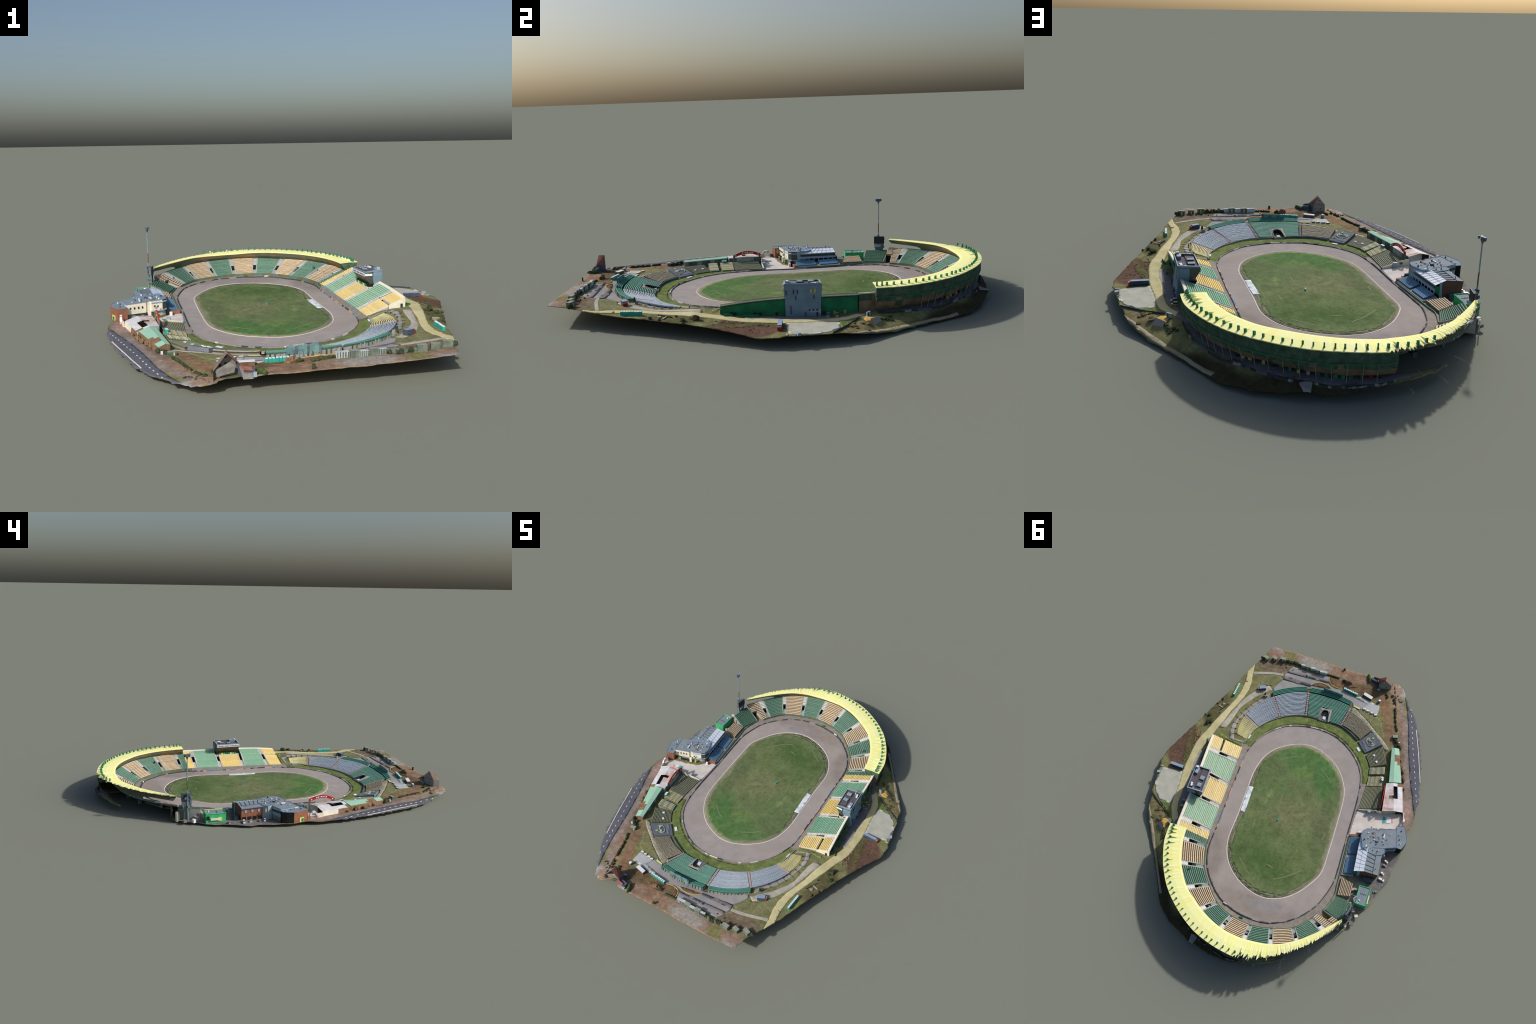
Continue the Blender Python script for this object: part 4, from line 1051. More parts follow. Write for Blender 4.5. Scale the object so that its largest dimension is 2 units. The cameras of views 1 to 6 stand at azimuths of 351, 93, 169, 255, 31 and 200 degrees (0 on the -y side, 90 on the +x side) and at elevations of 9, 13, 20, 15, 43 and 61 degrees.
    b.face([hi[-1], lo2[-1], Bo[K[-1]]], 'girder')
    b.obj('roof_fascia', roof)
    b = Builder()
    beam = [outer(i, .007, 0) for i in K]
    bo = [outer(i, .002, 0) for i in K]
    zz = [.113+.004*mnoise.noise((S[i]*2.2, 9, 2)) for i in K]
    b.loft([[(p[0], p[1], z) for p, z in zip(bo, zz)], [(p[0], p[1], z+.005) for p, z in zip(bo, zz)], [(p[0], p[1], z+.005) for p, z in zip(beam, zz)], [(p[0], p[1], z) for p, z in zip(beam, zz)]], 'girder_rail' if 'girder_rail' in M else M.setdefault('girder_rail', plain('girder_rail', (60, 112, 80), (48, 88, 64), 60, fine=.2)))
    b.obj('edge_beam', roof)
    return I, O, lo2, K, S
I_, O_, LO, KK, SS = canopy()

# posts standing through the roof
POSTS = [(.482, .426), (.481, .447), (.478, .467), (.473, .496), (.466, .529), (.457, .561), (.445, .592), (.431, .624), (.418, .651), (.402, .68), (.382, .709), (.363, .736), (.341, .762), (.322, .783),
         (.297, .807), (.272, .829), (.245, .848), (.217, .867), (.191, .884), (.161, .899), (.131, .913), (.1, .926), (.068, .937), (.039, .944), (.006, .95), (-.028, .956), (-.061, .959), (-.094, .959),
         (-.124, .957), (-.159, .955), (-.193, .950), (-.226, .939), (-.259, .922)]
def post_mesh():
    b = Builder()
    b.prism([(-.0040, -.0026), (.0040, -.0026), (.0040, .0026), (-.0040, .0026)], 0, lambda x, y: .0155+x*.3, 'post_green')
    b.loft([[(-.003, -.002, .014), (-.003, .002, .014)], [(.002, -.0018, .0165), (.002, .0018, .0165)]], 'post_green')
    # foot plate
    b.prism([(-.0055, -.0038), (.0065, -.0038), (.0065, .0038), (-.0055, .0038)], 0, .0018, 'screen_body')
    return b
pm = None
for i, (x, y) in enumerate(POSTS):
    if pm is None:
        o = post_mesh().obj('roof_post', roof); pm = o.data
    else:
        o = bpy.data.objects.new('roof_post', pm); bpy.context.scene.collection.objects.link(o); o.parent = roof
    nx = POSTS[min(i+1, len(POSTS)-1)]; pv = POSTS[max(i-1, 0)]
    ang = math.atan2(nx[1]-pv[1], nx[0]-pv[0])-math.pi/2
    o.location = (x, y, .1585+(.0015 if i > 10 else 0)-(.004*max(0, (i-26)/6)))
    o.rotation_euler = (0, R.uniform(-.05, .05), ang+R.uniform(-.2, .2))
    k = R.uniform(.85, 1.12); o.scale = (R.uniform(.85, 1.15), R.uniform(.8, 1.2), k)
b = Builder()  # wedges modelled from the lit and shadow-like streaks beside the posts
for i, (x, y) in enumerate(POSTS):
    if i % 3 == 1 or i in (2, 3, 9): 
        j = min(range(len(I_)), key=lambda k: math.dist(I_[k][:2], (x, y)))
        d = (I_[j][:2]-np.array((x, y))); d = d/np.linalg.norm(d); nr = np.array([d[1], -d[0]])*.0045
        p = np.array((x, y))+d*.006; q = np.array((x, y))+d*R.uniform(.028, .042)
        b.face([(p[0]+nr[0], p[1]+nr[1], .1595), (q[0], q[1], .1612), (p[0], p[1], .168)], 'canopy_yellow')
        b.face([(p[0]-nr[0], p[1]-nr[1], .1595), (q[0], q[1], .1612), (p[0], p[1], .168)], 'canopy_yellow')
        b.face([(p[0]-nr[0], p[1]-nr[1], .1595), (p[0]+nr[0], p[1]+nr[1], .1595), (p[0], p[1], .168)], 'post_green')
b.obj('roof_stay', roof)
b = Builder()      # bracing at the open end
for a, c in (((.486, .424, .100), (.484, .425, .172)), ((.470, .424, .1), (.484, .424, .16)), ((.500, .423, .12), (.486, .424, .172))):
    b.tube(a, c, .0025, .002, 'post_green', 6)
b.obj('end_bracing', roof)

# wall behind the bend: sloping dark facing, columns and painted shop fronts
BASE = [(.484, .352), (.478, .40), (.468, .458), (.42, .57), (.335, .696), (.255, .775), (.165, .842), (.058, .901), (-.02, .917), (-.076, .924), (-.149, .929)]
def back_wall():
    b = Builder(); n = 120
    top = []; 
    for k in range(n+1):
        s = -1.0+ (8.6+1.0)*k/n
        if s < 0:
            p = at(SB, 4.0+(1+s)*1.15)*1.0; top.append((p[0]+.004, p[1], p[2]-.004))
        else:
            i = min(range(len(SS)), key=lambda q: abs(SS[q]-s)); i = min(i, KK[-1]); top.append(LO[i])
    def near(p):
        BC = BASEC; j = min(range(len(BC)), key=lambda q: math.dist(BC[q], p[:2])); return BC[j]
    base = []
    BASEC = catmull(BASE, 16)
    m = len(BASEC)-1
    lastj = 0
    for k, p in enumerate(top):
        j = min(range(lastj, len(BASEC)), key=lambda q: math.dist(BASEC[q], p[:2])); lastj = j
        base.append((BASEC[j][0], BASEC[j][1], h(*BASEC[j])-.002))
    wv = lambda t, f, s: mnoise.noise((t[0]*f, t[1]*f, s))
    mid = [(t[0]*(.62+.12*wv(t, 16, 1))+q[0]*(.38-.12*wv(t, 16, 1)), t[1]*(.62+.12*wv(t, 16, 1))+q[1]*(.38-.12*wv(t, 16, 1)), .070+.005*wv(t, 14, 3)) for t, q in zip(top, base)]
    up = [(t[0]*.95+q[0]*.05, t[1]*.95+q[1]*.05, .096+.006*wv(t, 18, 6)) for t, q in zip(top, base)]
    def mt(i, j):
        v = mnoise.noise((j*.22, i*1.3, 5))
        if i == 0: return 'girder' if v > -.25 else 'back_brown'
        if i == 1: return 'girder' if v > .34 else 'back_brown'
        return 'back_brown'
    b.loft([top, up, mid, base], mt)
    b.obj('rear_cladding', stand)
    c = Builder(); d = Builder(); r = random.Random(3)
    for k in range(40, n-6, 5):
        t, q = top[k], mid[k]; g = base[k]
        dx, dy = t[0]-g[0], t[1]-g[1]; l = math.hypot(dx, dy) or 1
        c.tube((g[0]+dx*.75, g[1]+dy*.75, g[2]), (t[0], t[1], t[2]), .0011, .0011, 'concrete_grey', 5)
    for k in range(60, n-8, 3):
        g = base[k]; t = top[k]; dx, dy = t[0]-g[0], t[1]-g[1]; l = math.hypot(dx, dy) or 1
        ang = math.degrees(math.atan2(dy, dx))+90
        col = r.choice(['car_yellow', 'back_green', 'back_green', 'window', 'concrete_grey', 'red', 'girder', 'car_yellow'])
        d.box((g[0]+dx*.40, g[1]+dy*.40, h(g[0], g[1])), (r.uniform(.008, .015), .004, r.uniform(.012, .024)), ang, col)
    c.obj('wall_column', stand, stuff=True); d.obj('shop_front', stand, stuff=True)
back_wall()
# remains of the stairways hanging below the western part of the stand
b = Builder()
for s in (12, 13, 14):
    p = at(SF, s)*.42+at(SB, s)*.58
    b.box((p[0], p[1], .048), (.016, .014, .020), 30*s, 'shed_dark')
b.obj('stair_remnant', stand)
# cross-piece over the passage at the west end, and passage walls
b = Builder()
P0, P1 = np.array((-.413, .597, .034)), np.array((-.549, .635, .090)); Q0, Q1 = np.array((-.440, .561, .033)), np.array((-.527, .596, .066))
w = lambda p, q, n=6: [p+(q-p)*k/n for k in range(n+1)]
for a, c, m in ((P0, P1, 'concrete'), (Q0, Q1, 'aisle_green')):
    L = w(a, c); 
    b.loft([[(p[0], p[1], h(p[0], p[1])-.001) for p in L], [(p[0], p[1], p[2]+.004) for p in L], [(p[0]+.0, p[1]+.004, p[2]+.004) for p in L], [(p[0], p[1]+.004, h(p[0], p[1])) for p in L]], m)
b.obj('passage_wall', stand)
seating('seating_block', lambda u: np.array((-.478, .6155, .0665))*(1-u)+np.array((-.497, .588, .066))*u, lambda u: np.array((-.549, .635, .092))*(1-u)+np.array((-.560, .615, .090))*u, 6, 'tread_brown', 'tan_seat', stand, n=4)
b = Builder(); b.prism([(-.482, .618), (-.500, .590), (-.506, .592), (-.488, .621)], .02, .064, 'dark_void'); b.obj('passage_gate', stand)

# ------------------------------------------------------------------ commentary tower
def tower():
    t = group('commentary_tower')
    SE, SW, NW, NE = (np.array(p) for p in ((.512, .044), (.427, .040), (.415, .191), (.504, .197)))
    mix = lambda a, c, k: a*(1-k)+c*k
    zt = lambda x, y: .168+(x-.42)*.10
    b = Builder()
    # shaft: the eastern part, full height, slightly waisted and standing a little proud at the foot
    a, d = mix(SE, SW, .52), mix(NE, NW, .52)
    def ring(z, e, k):
        return [(SE[0]+e, SE[1]-k, z), (NE[0]+e, NE[1]+k, z), (d[0], d[1]+k, z), (a[0], a[1]-k, z)]
    b.loft([ring(.040, .012, -.004), ring(.072, .010, -.004), ring(.085, .004, -.003), ring(.120, .002, -.002), ring(.155, .0, .003), [(x, y, zt(x, y)-.004) for x, y, z in ring(0, .001, .002)]], 'tower', True)
    b.obj('tower_shaft', t)
    b = Builder()
    P = [(NE[0]+.011, NE[1]-.004), (NE[0]+.0135, NE[1]-.058), (NE[0]+.008, NE[1]-.058), (NE[0]+.008, NE[1]-.004)]
    b.prism(P, .04, .073, 'tower_pale'); b.obj('pale_annex', t)
    b = Builder()      # slots and windows of the rear wall, doors at the foot
    for y, z, hh, m in ((.052, .135, .020, 'window'), (.082, .138, .018, 'window'), (.098, .138, .018, 'window'), (.091, .112, .020, 'window'), (.070, .056, .036, 'window'),
                        (.154, .141, .018, 'car_yellow'), (.170, .141, .018, 'car_yellow'), (.165, .115, .018, 'bronze'), (.13, .046, .016, 'window'), (.178, .046, .015, 'window'),
                        (.146, .066, .008, 'window'), (.162, .067, .008, 'window'), (.178, .067, .008, 'window')):
        k = (y-.044)/.153; x = SE[0]*(1-k)+NE[0]*k
        e = .0115 if z < .08 else .0015
        if y > .125 and z < .08: e = .0125
        b.box((x+e, y, z), (.003, .004 if hh > .015 and m == 'window' else .007, hh), -3, m)
    b.obj('tower_window', t)
    # cabin leaning out over the seats
    b = Builder()
    cs, cn = mix(SE, SW, .5), mix(NE, NW, .5)
    lowW = [mix(SE, SW, .70), mix(NE, NW, .70)]
    sec_ = [[(cs[0], cs[1]-.0, .118), (lowW[0][0], lowW[0][1], .114), (SW[0]+.004, SW[1], .147), (SW[0]-.001, SW[1]-.001, .152), (SW[0]-.001, SW[1]-.001, zt(*SW)), (cs[0], cs[1], zt(*cs))],
            [(cn[0], cn[1]+.0, .118), (lowW[1][0], lowW[1][1], .114), (NW[0]+.004, NW[1], .147), (NW[0]-.001, NW[1]+.001, .152), (NW[0]-.001, NW[1]+.001, zt(*NW)), (cn[0], cn[1], zt(*cn))]]
    b.loft(sec_, lambda i, j: ['tower_pale', 'bronze', 'bronze', 'white', 'roof_dark'][j])
    b.face(sec_[0][::-1], 'glass_dark'); b.face(sec_[1], 'glass_dark')
    b.obj('cabin', t)
    b = Builder()      # name boards: front is plain white with dark marks, south end white
    s0, s1 = sec_[0], sec_[1]
    for q in range(14):
        k = (q+.5)/14; x = SW[0]*(1-k)+NW[0]*k-.0022; y = SW[1]*(1-k)+NW[1]*k
        b.box((x, y, .157), (.0015, .006 if q % 3 else .004, .006), 3, ['container_dark', 'panel_grey', 'red', 'container_dark'][q % 4])
    b.box(((SW[0]+cs[0])/2-.004, SW[1]-.0015, .155), (.036, .002, .010), -2, 'white')
    b.obj('name_board', t)
    b = Builder()      # support below the cabin, clad in banners
    b.prism([tuple(mix(SE, SW, .86)), tuple(mix(SE, SW, .45)), tuple(mix(NE, NW, .45)), tuple(mix(NE, NW, .86))], .085, .101, 'tread_beige')
    for q in range(8):
        k = .1+.8*(q+.5)/8; p = mix(mix(SE, SW, .84), mix(NE, NW, .84), k)
        b.box((p[0], p[1], .100), (.003, .0115, .011), 3, ['post_green', 'kiosk_green', 'lime', 'greenw_seat'][q % 4])
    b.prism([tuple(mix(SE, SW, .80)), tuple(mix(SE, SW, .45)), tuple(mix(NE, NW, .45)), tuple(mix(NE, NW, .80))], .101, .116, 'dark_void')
    b.obj('cabin_support', t)
    # roof well with parapet and plant
    b = Builder()
    outl = [SE, NE, NW, SW]; c = sum(outl)/4
    inn = [p+(c-p)*.07 for p in outl]
    z = [zt(*p) for p in outl]
    ro = [(p[0], p[1], k-.004) for p, k in zip(outl, z)]; rt = [(p[0], p[1], k+.006) for p, k in zip(outl, z)]; ri = [(p[0], p[1], k+.006) for p, k in zip(inn, z)]; rb = [(p[0], p[1], k-.004) for p, k in zip(inn, z)]
    b.loft([ro, rt, ri, rb], lambda i, j: 'tower' if i == 0 else ('panel_grey' if i == 1 else 'roof_dark'), True)
    b.face(rb, 'roof_dark'); b.obj('roof_parapet', t)
    b = Builder()
    b.box((.492, .075, .170), (.018, .036, .015), -3, 'tower', 'panel_grey'); b.box((.497, .056, .170), (.014, .011, .022), -3, 'panel_grey', 'white')
    for y in (.108, .155):
        b.box((.448-.02*(y-.1), y, .168), (.026, .024, .009), -3, 'container_dark', 'panel_grey')
        for q in range(3):
            for w2 in range(3): b.box((.440+.008*q-.02*(y-.1), y-.007+.007*w2, .1765), (.006, .005, .002), -3, 'panel_grey')
    b.box((.489, .165, .172), (.010, .024, .007), 12, 'white')
    for q in range(9): b.box((.478+R.uniform(-.006, .016), .166+R.uniform(-.016, .018), .172), (.004, .004, R.uniform(.003, .008)), R.uniform(0, 90), R.choice(['white', 'panel_grey', 'container_dark']))
    b.obj('roof_plant', t)
tower()

# ------------------------------------------------------------------ clubhouse on the west side
def clubhouse():
    g = group('clubhouse')
    zr = lambda x, y: .0875+(x+.535)*.035
    main = [(-.525, .048), (-.575, .030), (-.581, .036), (-.595, .031), (-.599, .021), (-.686, -.006), (-.692, .015), (-.712, .098), (-.651, .125), (-.534, .164), (-.519, .129), (-.506, .098), (-.508, .066)]
    def band(b, poly, z0, z1, out, mat):
        c = np.mean(np.array(poly), axis=0)
        P = [(p[0]+(p[0]-c[0])*out, p[1]+(p[1]-c[1])*out) for p in poly]
        b.prism(P, z0, z1, mat)
    b = Builder()
    def side(poly, z0, z1, pick, top):
        a = sum(p[0]*q[1]-q[0]*p[1] for p, q in zip(poly, poly[1:]+poly[:1]))
        if a < 0: poly = poly[::-1]
        sd = []
        for p, q in zip(poly, poly[1:]+poly[:1]):
            sd.append(pick((p[0]+q[0])/2, (p[1]+q[1])/2))
        b.prism(poly, z0, z1, sd, top)
    side(main, .038, zr, lambda x, y: 'pale_blue_wall' if (x < -.69 or y > .09) else ('white_wall' if y < .045 else 'glass_dark'), 'felt')
    shr = [(p[0]*.97-.018, p[1]*.86+.014) for p in main]
    b.prism(shr, .013, .038, 'shed_wall')
    b.obj('main_block', g)
    b = Builder()      # trim along the eaves and pale ring round the bow
    n = len(main)
    for p, q in zip(main, main[1:]+main[:1]):
        b.tube((p[0], p[1], zr(*p)+.0005), (q[0], q[1], zr(*q)+.0005), .0012, .0012, 'blue_trim', 6)
    bow = [main[i] for i in (1, 0, 12, 11, 10, 9)]
    for z, m in ((.040, 'pale_blue_wall'), (.078, 'pale_blue_wall')):
        for p, q in zip(bow, bow[1:]): b.tube((p[0], p[1], z), (q[0], q[1], z), .0035, .0035, m, 6)
    b.obj('eaves_trim', g)
    b = Builder()
    for x in (-.546, -.56, -.615, -.632, -.65, -.668):
        y = .030+(x+.575)*-.33 if x > -.58 else .021+(x+.599)*.31
        b.box((x, y-.001, .060), (.006, .003, .009), 17, 'window')
    for k in range(8):
        x = -.66-.005*k; 
        u = k/7; p = (-.651*(1-u)-.712*u, .125*(1-u)+.098*u); b.box((p[0], p[1]+.001, .057), (.0055, .003, .011), 24, 'window')
    b.obj('window', g)
    b = Builder(); b.box((-.585, .018, .015), (.014, .012, .03), 15, 'white_wall'); b.box((-.556, .028, .014), (.010, .008, .022), 15, 'car_yellow')
    for x in (-.60, -.63, -.655): b.box((x, .012+(x+.6)*.3, .015), (.016, .006, .018), 17, R.choice(['brick', 'window', 'shed_wall']))
    b.obj('porch', g)
    # brick wing
    br = [(-.686, -.004), (-.680, -.030), (-.722, -.047), (-.750, .020), (-.757, .040), (-.748, .075), (-.738, .098), (-.712, .098), (-.700, .045)]
    b = Builder()
    _a = sum(p[0]*q[1]-q[0]*p[1] for p, q in zip(br, br[1:]+br[:1])); br = br if _a > 0 else br[::-1]
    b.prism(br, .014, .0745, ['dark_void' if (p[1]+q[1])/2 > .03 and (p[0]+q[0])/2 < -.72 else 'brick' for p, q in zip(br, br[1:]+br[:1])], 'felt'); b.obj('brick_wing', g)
    b = Builder()
    for p, q in zip(br, br[1:]+br[:1]): b.tube((p[0], p[1], .075), (q[0], q[1], .075), .0011, .0011, 'blue_trim', 6)
    b.obj('eaves_trim', g)
    b = Builder(); b.box((-.741, -.006, .018), (.003, .030, .022), 25, 'lime'); b.box((-.7432, -.012, .022), (.002, .010, .014), 25, 'back_green'); b.box((-.684, -.016, .045), (.003, .012, .022), 15, 'car_yellow'); b.obj('wall_mural', g)
    # round-ended upper block with the stair tower
    pen = [(-.530, .166), (-.651, .127), (-.660, .150), (-.643, .174), (-.612, .185), (-.578, .180), (-.551, .172)]
    b = Builder(); b.prism(pen, .013, lambda x, y: zr(x, y)+.003, 'pale_blue_wall', 'felt')
    b.obj('stair_block', g)
    b = Builder()
    for p, q in zip(pen, pen[1:]+pen[:1]): b.tube((p[0], p[1], zr(*p)+.0035), (q[0], q[1], zr(*q)+.0035), .0013, .0013, 'blue_trim', 6)
    b.box((-.662, .163, .055), (.003, .010, .018), 40, 'car_yellow')
    b.obj('eaves_trim', g)
    # grandstand hall: glazed front slope and felt roof behind
    b = Builder()
    fs, fn, rs, rn = (-.504, .100, .0765), (-.528, .311, .078), (-.566, .150, .0925), (-.583, .298, .0915)
    k = 10
    def L(a, c, n): return [tuple(np.array(a)+(np.array(c)-np.array(a))*i/n for i in [j])[0] for j in range(n+1)]
    b.loft([L(fs, fn, 8), L(tuple((np.array(fs)+np.array(rs))/2), tuple((np.array(fn)+np.array(rn))/2), 8), L(rs, rn, 8)], 'glass_roof')
    low = lambda p, d: (p[0], p[1], p[2]-d)
    b.loft([L(fs, fn, 8), L(low(fs, .004), low(fn, .004), 8)], 'pale_blue_wall')
    b.obj('glazed_roof', g)
    b = Builder()
    for q in range(9):
        u = q/8; a = np.array(fs)*(1-u)+np.array(fn)*u; c = np.array(rs)*(1-u)+np.array(rn)*u
        b.tube((a[0], a[1], a[2]+.0006), (c[0], c[1], c[2]+.0006),   .0005, .0005, 'blue_trim', 5)
    for u in (0, .5, 1):
        a = np.array(fs)*(1-u)+np.array(rs)*u; c = np.array(fn)*(1-u)+np.array(rn)*u
        b.tube((a[0], a[1], a[2]+.0006), (c[0], c[1], c[2]+.0006),   .0005, .0005, 'blue_trim', 5)
    b.obj('glazing_bar', g)
    b = Builder()
    ws, wn = (-.648, .172, .084), (-.660, .291, .081)
    b.loft([L(rs, rn, 6), L(ws, wn, 6)], 'felt')
    b.loft([L(ws, wn, 6), L(low(ws, .004), low(wn, .004), 6)], 'blue_trim')
    b.obj('hall_roof', g)
    b = Builder()
    for q in range(5):
        u = .22+.17*q; a = np.array(rs)*(1-u)+np.array(rn)*u; c = np.array(ws)*(1-u)+np.array(wn)*u; e = a*.4+c*.6
        b.tube((a[0], a[1], a[2]+.001), (e[0], e[1], e[2]+.001), .0012, .0012, 'container_dark', 5)
    b.tube(((rs[0]*.4+ws[0]*.6), (rs[1]*.4+ws[1]*.6), .0885), ((rn[0]*.4+wn[0]*.6), (rn[1]*.4+wn[1]*.6), .0865), .001, .001, 'container_dark', 5)
    b.obj('roof_seam', g)
    b = Builder()      # walls: brick north and west, glazed lounge and open deck to the east
    base = .012
    b.face([(fn[0]-.02, fn[1]-.004, base), (rn[0], rn[1], base), (rn[0], rn[1], rn[2]-.002), (fn[0]-.02, fn[1]-.004, fn[2]+.004)], 'pale_blue_wall')
    b.face([(rn[0]+.018, rn[1]+.006, base), (wn[0]+.008, wn[1], base), (wn[0], wn[1], wn[2]-.001), (rn[0], rn[1], rn[2]-.001), (rn[0]+.022, rn[1]+.007, .085)], 'brick_dark')
    b.obj('north_wall', g)
    b = Builder()
    b.face([(ws[0]+.008, ws[1], base), (wn[0]+.008, wn[1], base), (wn[0]+.008, wn[1], wn[2]-.001), (ws[0]+.008, ws[1], ws[2]-.001)], 'brick')
    for q in range(3):
        u = .2+.3*q; p = np.array(ws)*(1-u)+np.array(wn)*u
        b.box((p[0]+.0075, p[1], .055), (.004, .011, .014), 5, 'pale_blue_wall'); 
    for q in range(4):
        u = .14+.24*q; p = np.array(ws)*(1-u)+np.array(wn)*u
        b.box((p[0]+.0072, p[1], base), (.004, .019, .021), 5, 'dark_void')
    b.obj('west_wall', g)
    b = Builder()
    def fa(u, dx, z): 
        p = np.array(fs)*(1-u)+np.array(fn)*u; return (p[0]+dx, p[1], z)
    U = [q/8 for q in range(9)]
    b.loft([[fa(u, -.006, .074) for u in U], [fa(u, -.009, .060) for u in U]], lambda i, j: 'bronze' if j < 4 else 'glass_dark')
    b.loft([[fa(u, -.009, .060) for u in U], [fa(u, .0, .059) for u in U], [fa(u, .0, .049) for u in U], [fa(u, -.012, .048) for u in U]], 'pale_blue_wall')
    b.loft([[fa(u, -.020, .048) for u in U], [fa(u, -.020, .020) for u in U]], 'window')
    for q in range(8): b.box(fa(.06+.125*q, -.004, .03), (.003, .003, .019), 0, 'white_wall')
    b.face([fa(1, 0, .049), fa(1, -.02, .03), fa(1, -.02, .074), fa(1, -.004, .074)], 'back_green')
    b.face([fa(0, 0, .049), fa(0, -.02, .03), fa(0, -.02, .074), fa(0, -.004, .074)], 'glass_dark')
    b.obj('lounge_front', g)
    # vents and pipes on the roofs
    r = random.Random(8); b = Builder()
    for x, y in ((-.54, .07), (-.55, .10), (-.563, .062), (-.557, .088), (-.575, .08), (-.582, .10), (-.60, .072), (-.606, .082), (-.62, .05), (-.63, .09), (-.648, .075), (-.66, .035), (-.53, .115), (-.57, .12), (-.60, .12), (-.64, .105),
                 (-.705, .02), (-.715, .045), (-.725, .07), (-.712, -.01), (-.58, .155), (-.592, .165), (-.62, .155), (-.56, .15)):
        z = zr(x, y) if x > -.69 else .0745
        if y > .14: z += .003
        b.box((x, y, z), (r.uniform(.003, .006), r.uniform(.003, .006), r.uniform(.004, .008)), r.uniform(0, 90), r.choice(['white', 'panel_grey', 'container_dark', 'container_dark']))
    b.box((-.628, .06, zr(-.628, .06)), (.006, .024, .005), 8, 'white')
    b.box((-.574, .07, zr(-.574, .07)+.0005), (.014, .034, .0008), 15, 'tarmac_dark')
    b.box((-.60, .10, zr(-.60, .1)), (.014, .01, .008), 25, 'container_dark', 'felt')
    b.tube((-.617, .16, .088), (-.617, .16, .105), .001, .001, 'container_dark', 5); b.tube((-.637, .262, .085), (-.637, .262, .096), .002, .001, 'container_dark', 5)
    b.obj('roof_vent', g, stuff=True)
    b = Builder(); b.box((-.615, .313, .015), (.052, .022, .020), 2, 'container_dark', 'slate'); b.obj('side_shed', g)
clubhouse()

# ------------------------------------------------------------------ kiosk, screen and floodlight at the north-west
b = Builder(); K = [(-.584, .371), (-.643, .369), (-.646, .473), (-.586, .474)]
b.prism(K, .008, .058, 'kiosk_green', 'felt')
for p, q in zip(K, K[1:]+K[:1]): b.tube((p[0], p[1], .059), (q[0], q[1], .059), .0026, .0026, 'kiosk_green', 6)
b.box((-.648, .425, .026), (.008, .05, .010), 2, 'white_wall'); b.box((-.6455, .40, .02), (.003, .02, .02), 2, 'lime'); b.box((-.6475, .462, .03), (.003, .014, .018), 2, 'dark_void')
for q in range(6): b.box((-.60-.006*q, .41+.004*(q % 2), .058), (.004, .003, .002), 0, 'container_dark')
b.box((-.605, .452, .058), (.008, .006, .005), 0, 'white'); b.box((-.60, .465, .059), (.012, .004, .0005), 0, 'white')
b.obj('green_kiosk')
screen = group('video_screen')
b = Builder()
A, Bp = np.array((-.566, .530)), np.array((-.556, .585)); d = (Bp-A)/np.linalg.norm(Bp-A); nr = np.array((-d[1], d[0]))
cor = lambda u, w: tuple(A+(Bp-A)*u+nr*w)
b.prism([cor(0, 0), cor(1, 0), cor(1, .004), cor(0, .004)], .114, .153, 'black'); b.obj('display_panel', screen)
b = Builder()
b.prism([cor(.03, .004), cor(.97, .004), cor(.95, .016), cor(.05, .016)], .108, .152, 'screen_body')
b.prism([cor(.04, .001), cor(.96, .001), cor(.94, .022), cor(.06, .022)], .088, .114, 'screen_body')
b.prism([cor(.10, .002), cor(.90, .002), cor(.86, .022), cor(.14, .022)], .068, .088, 'screen_body')
b.prism([cor(.22, .004), cor(.82, .004), cor(.78, .020), cor(.26, .020)], .012, .068, 'shed_dark')
b.box((*cor(.5, -.001), .095), (.003, .04, .014), 10, 'panel_grey')
for q in range(10): b.box((*cor(R.uniform(.1, .9), R.uniform(.015, .024)), R.uniform(.07, .145)), (.01, .014, .012), R.uniform(0, 40), R.choice(['screen_body', 'container_dark', 'screen_body', 'lamp']))
b.obj('screen_housing', screen)
flood = group('floodlight')
b = Builder(); px, py = -.582, .556
for z0, z1, m, r in ((.012, .135, 'pole', .0042), (.135, .175, 'pole', .0034), (.175, .225, 'pole_rust', .0030), (.225, .345, 'pole', .0026)):
    n = 4
    for k in range(n):
        a, c = z0+(z1-z0)*k/n, z0+(z1-z0)*(k+1)/n
        j = lambda z: (px+.0012*mnoise.noise((z*60, 0, 1)), py+.0012*mnoise.noise((z*60, 5, 1)), z)
        b.tube(j(a), j(c), r, r*.96, m, 8)
b.obj('mast', flood)
b = Builder()
b.tube((px, py, .335), (px, py, .352), .0028, .008, 'lamp', 8)
for q in range(5):
    for w_ in range(2):
        y = py-.013+.0065*q; x = px+.004-.003*abs(q-2)
        b.box((x, y, .348+.008*w_), (.007, .0055, .007), 15*(q-2), 'lamp', 'panel_grey')
b.box((px-.005, py, .35), (.01, .022, .010), 0, 'lamp'); b.box((px+.008, py-.014, .352), (.006, .006, .011), 40, 'lamp')
b.obj('lamp_head', flood)
b = Builder()      # yard walls and clutter at the north-west corner
b.box((-.578, .612, .008), (.012, .004, .050), 60, 'white_wall'); b.box((-.560, .604, .01), (.018, .02, .050), 10, 'shed_dark')
b.box((-.60, .575, .01), (.02, .02, .012), 20, 'tarmac_dark'); b.box((-.615, .53, .010), (.018, .014, .018), 25, 'car_white', 'white_wall')
b.box((-.565, .487, .014), (.016, .026, .034), 20, 'concrete'); b.box((-.553, .395, .016), (.014, .014, .018), 20, 'concrete'); b.box((-.568, .388, .016), (.018, .010, .014), 0, 'concrete')
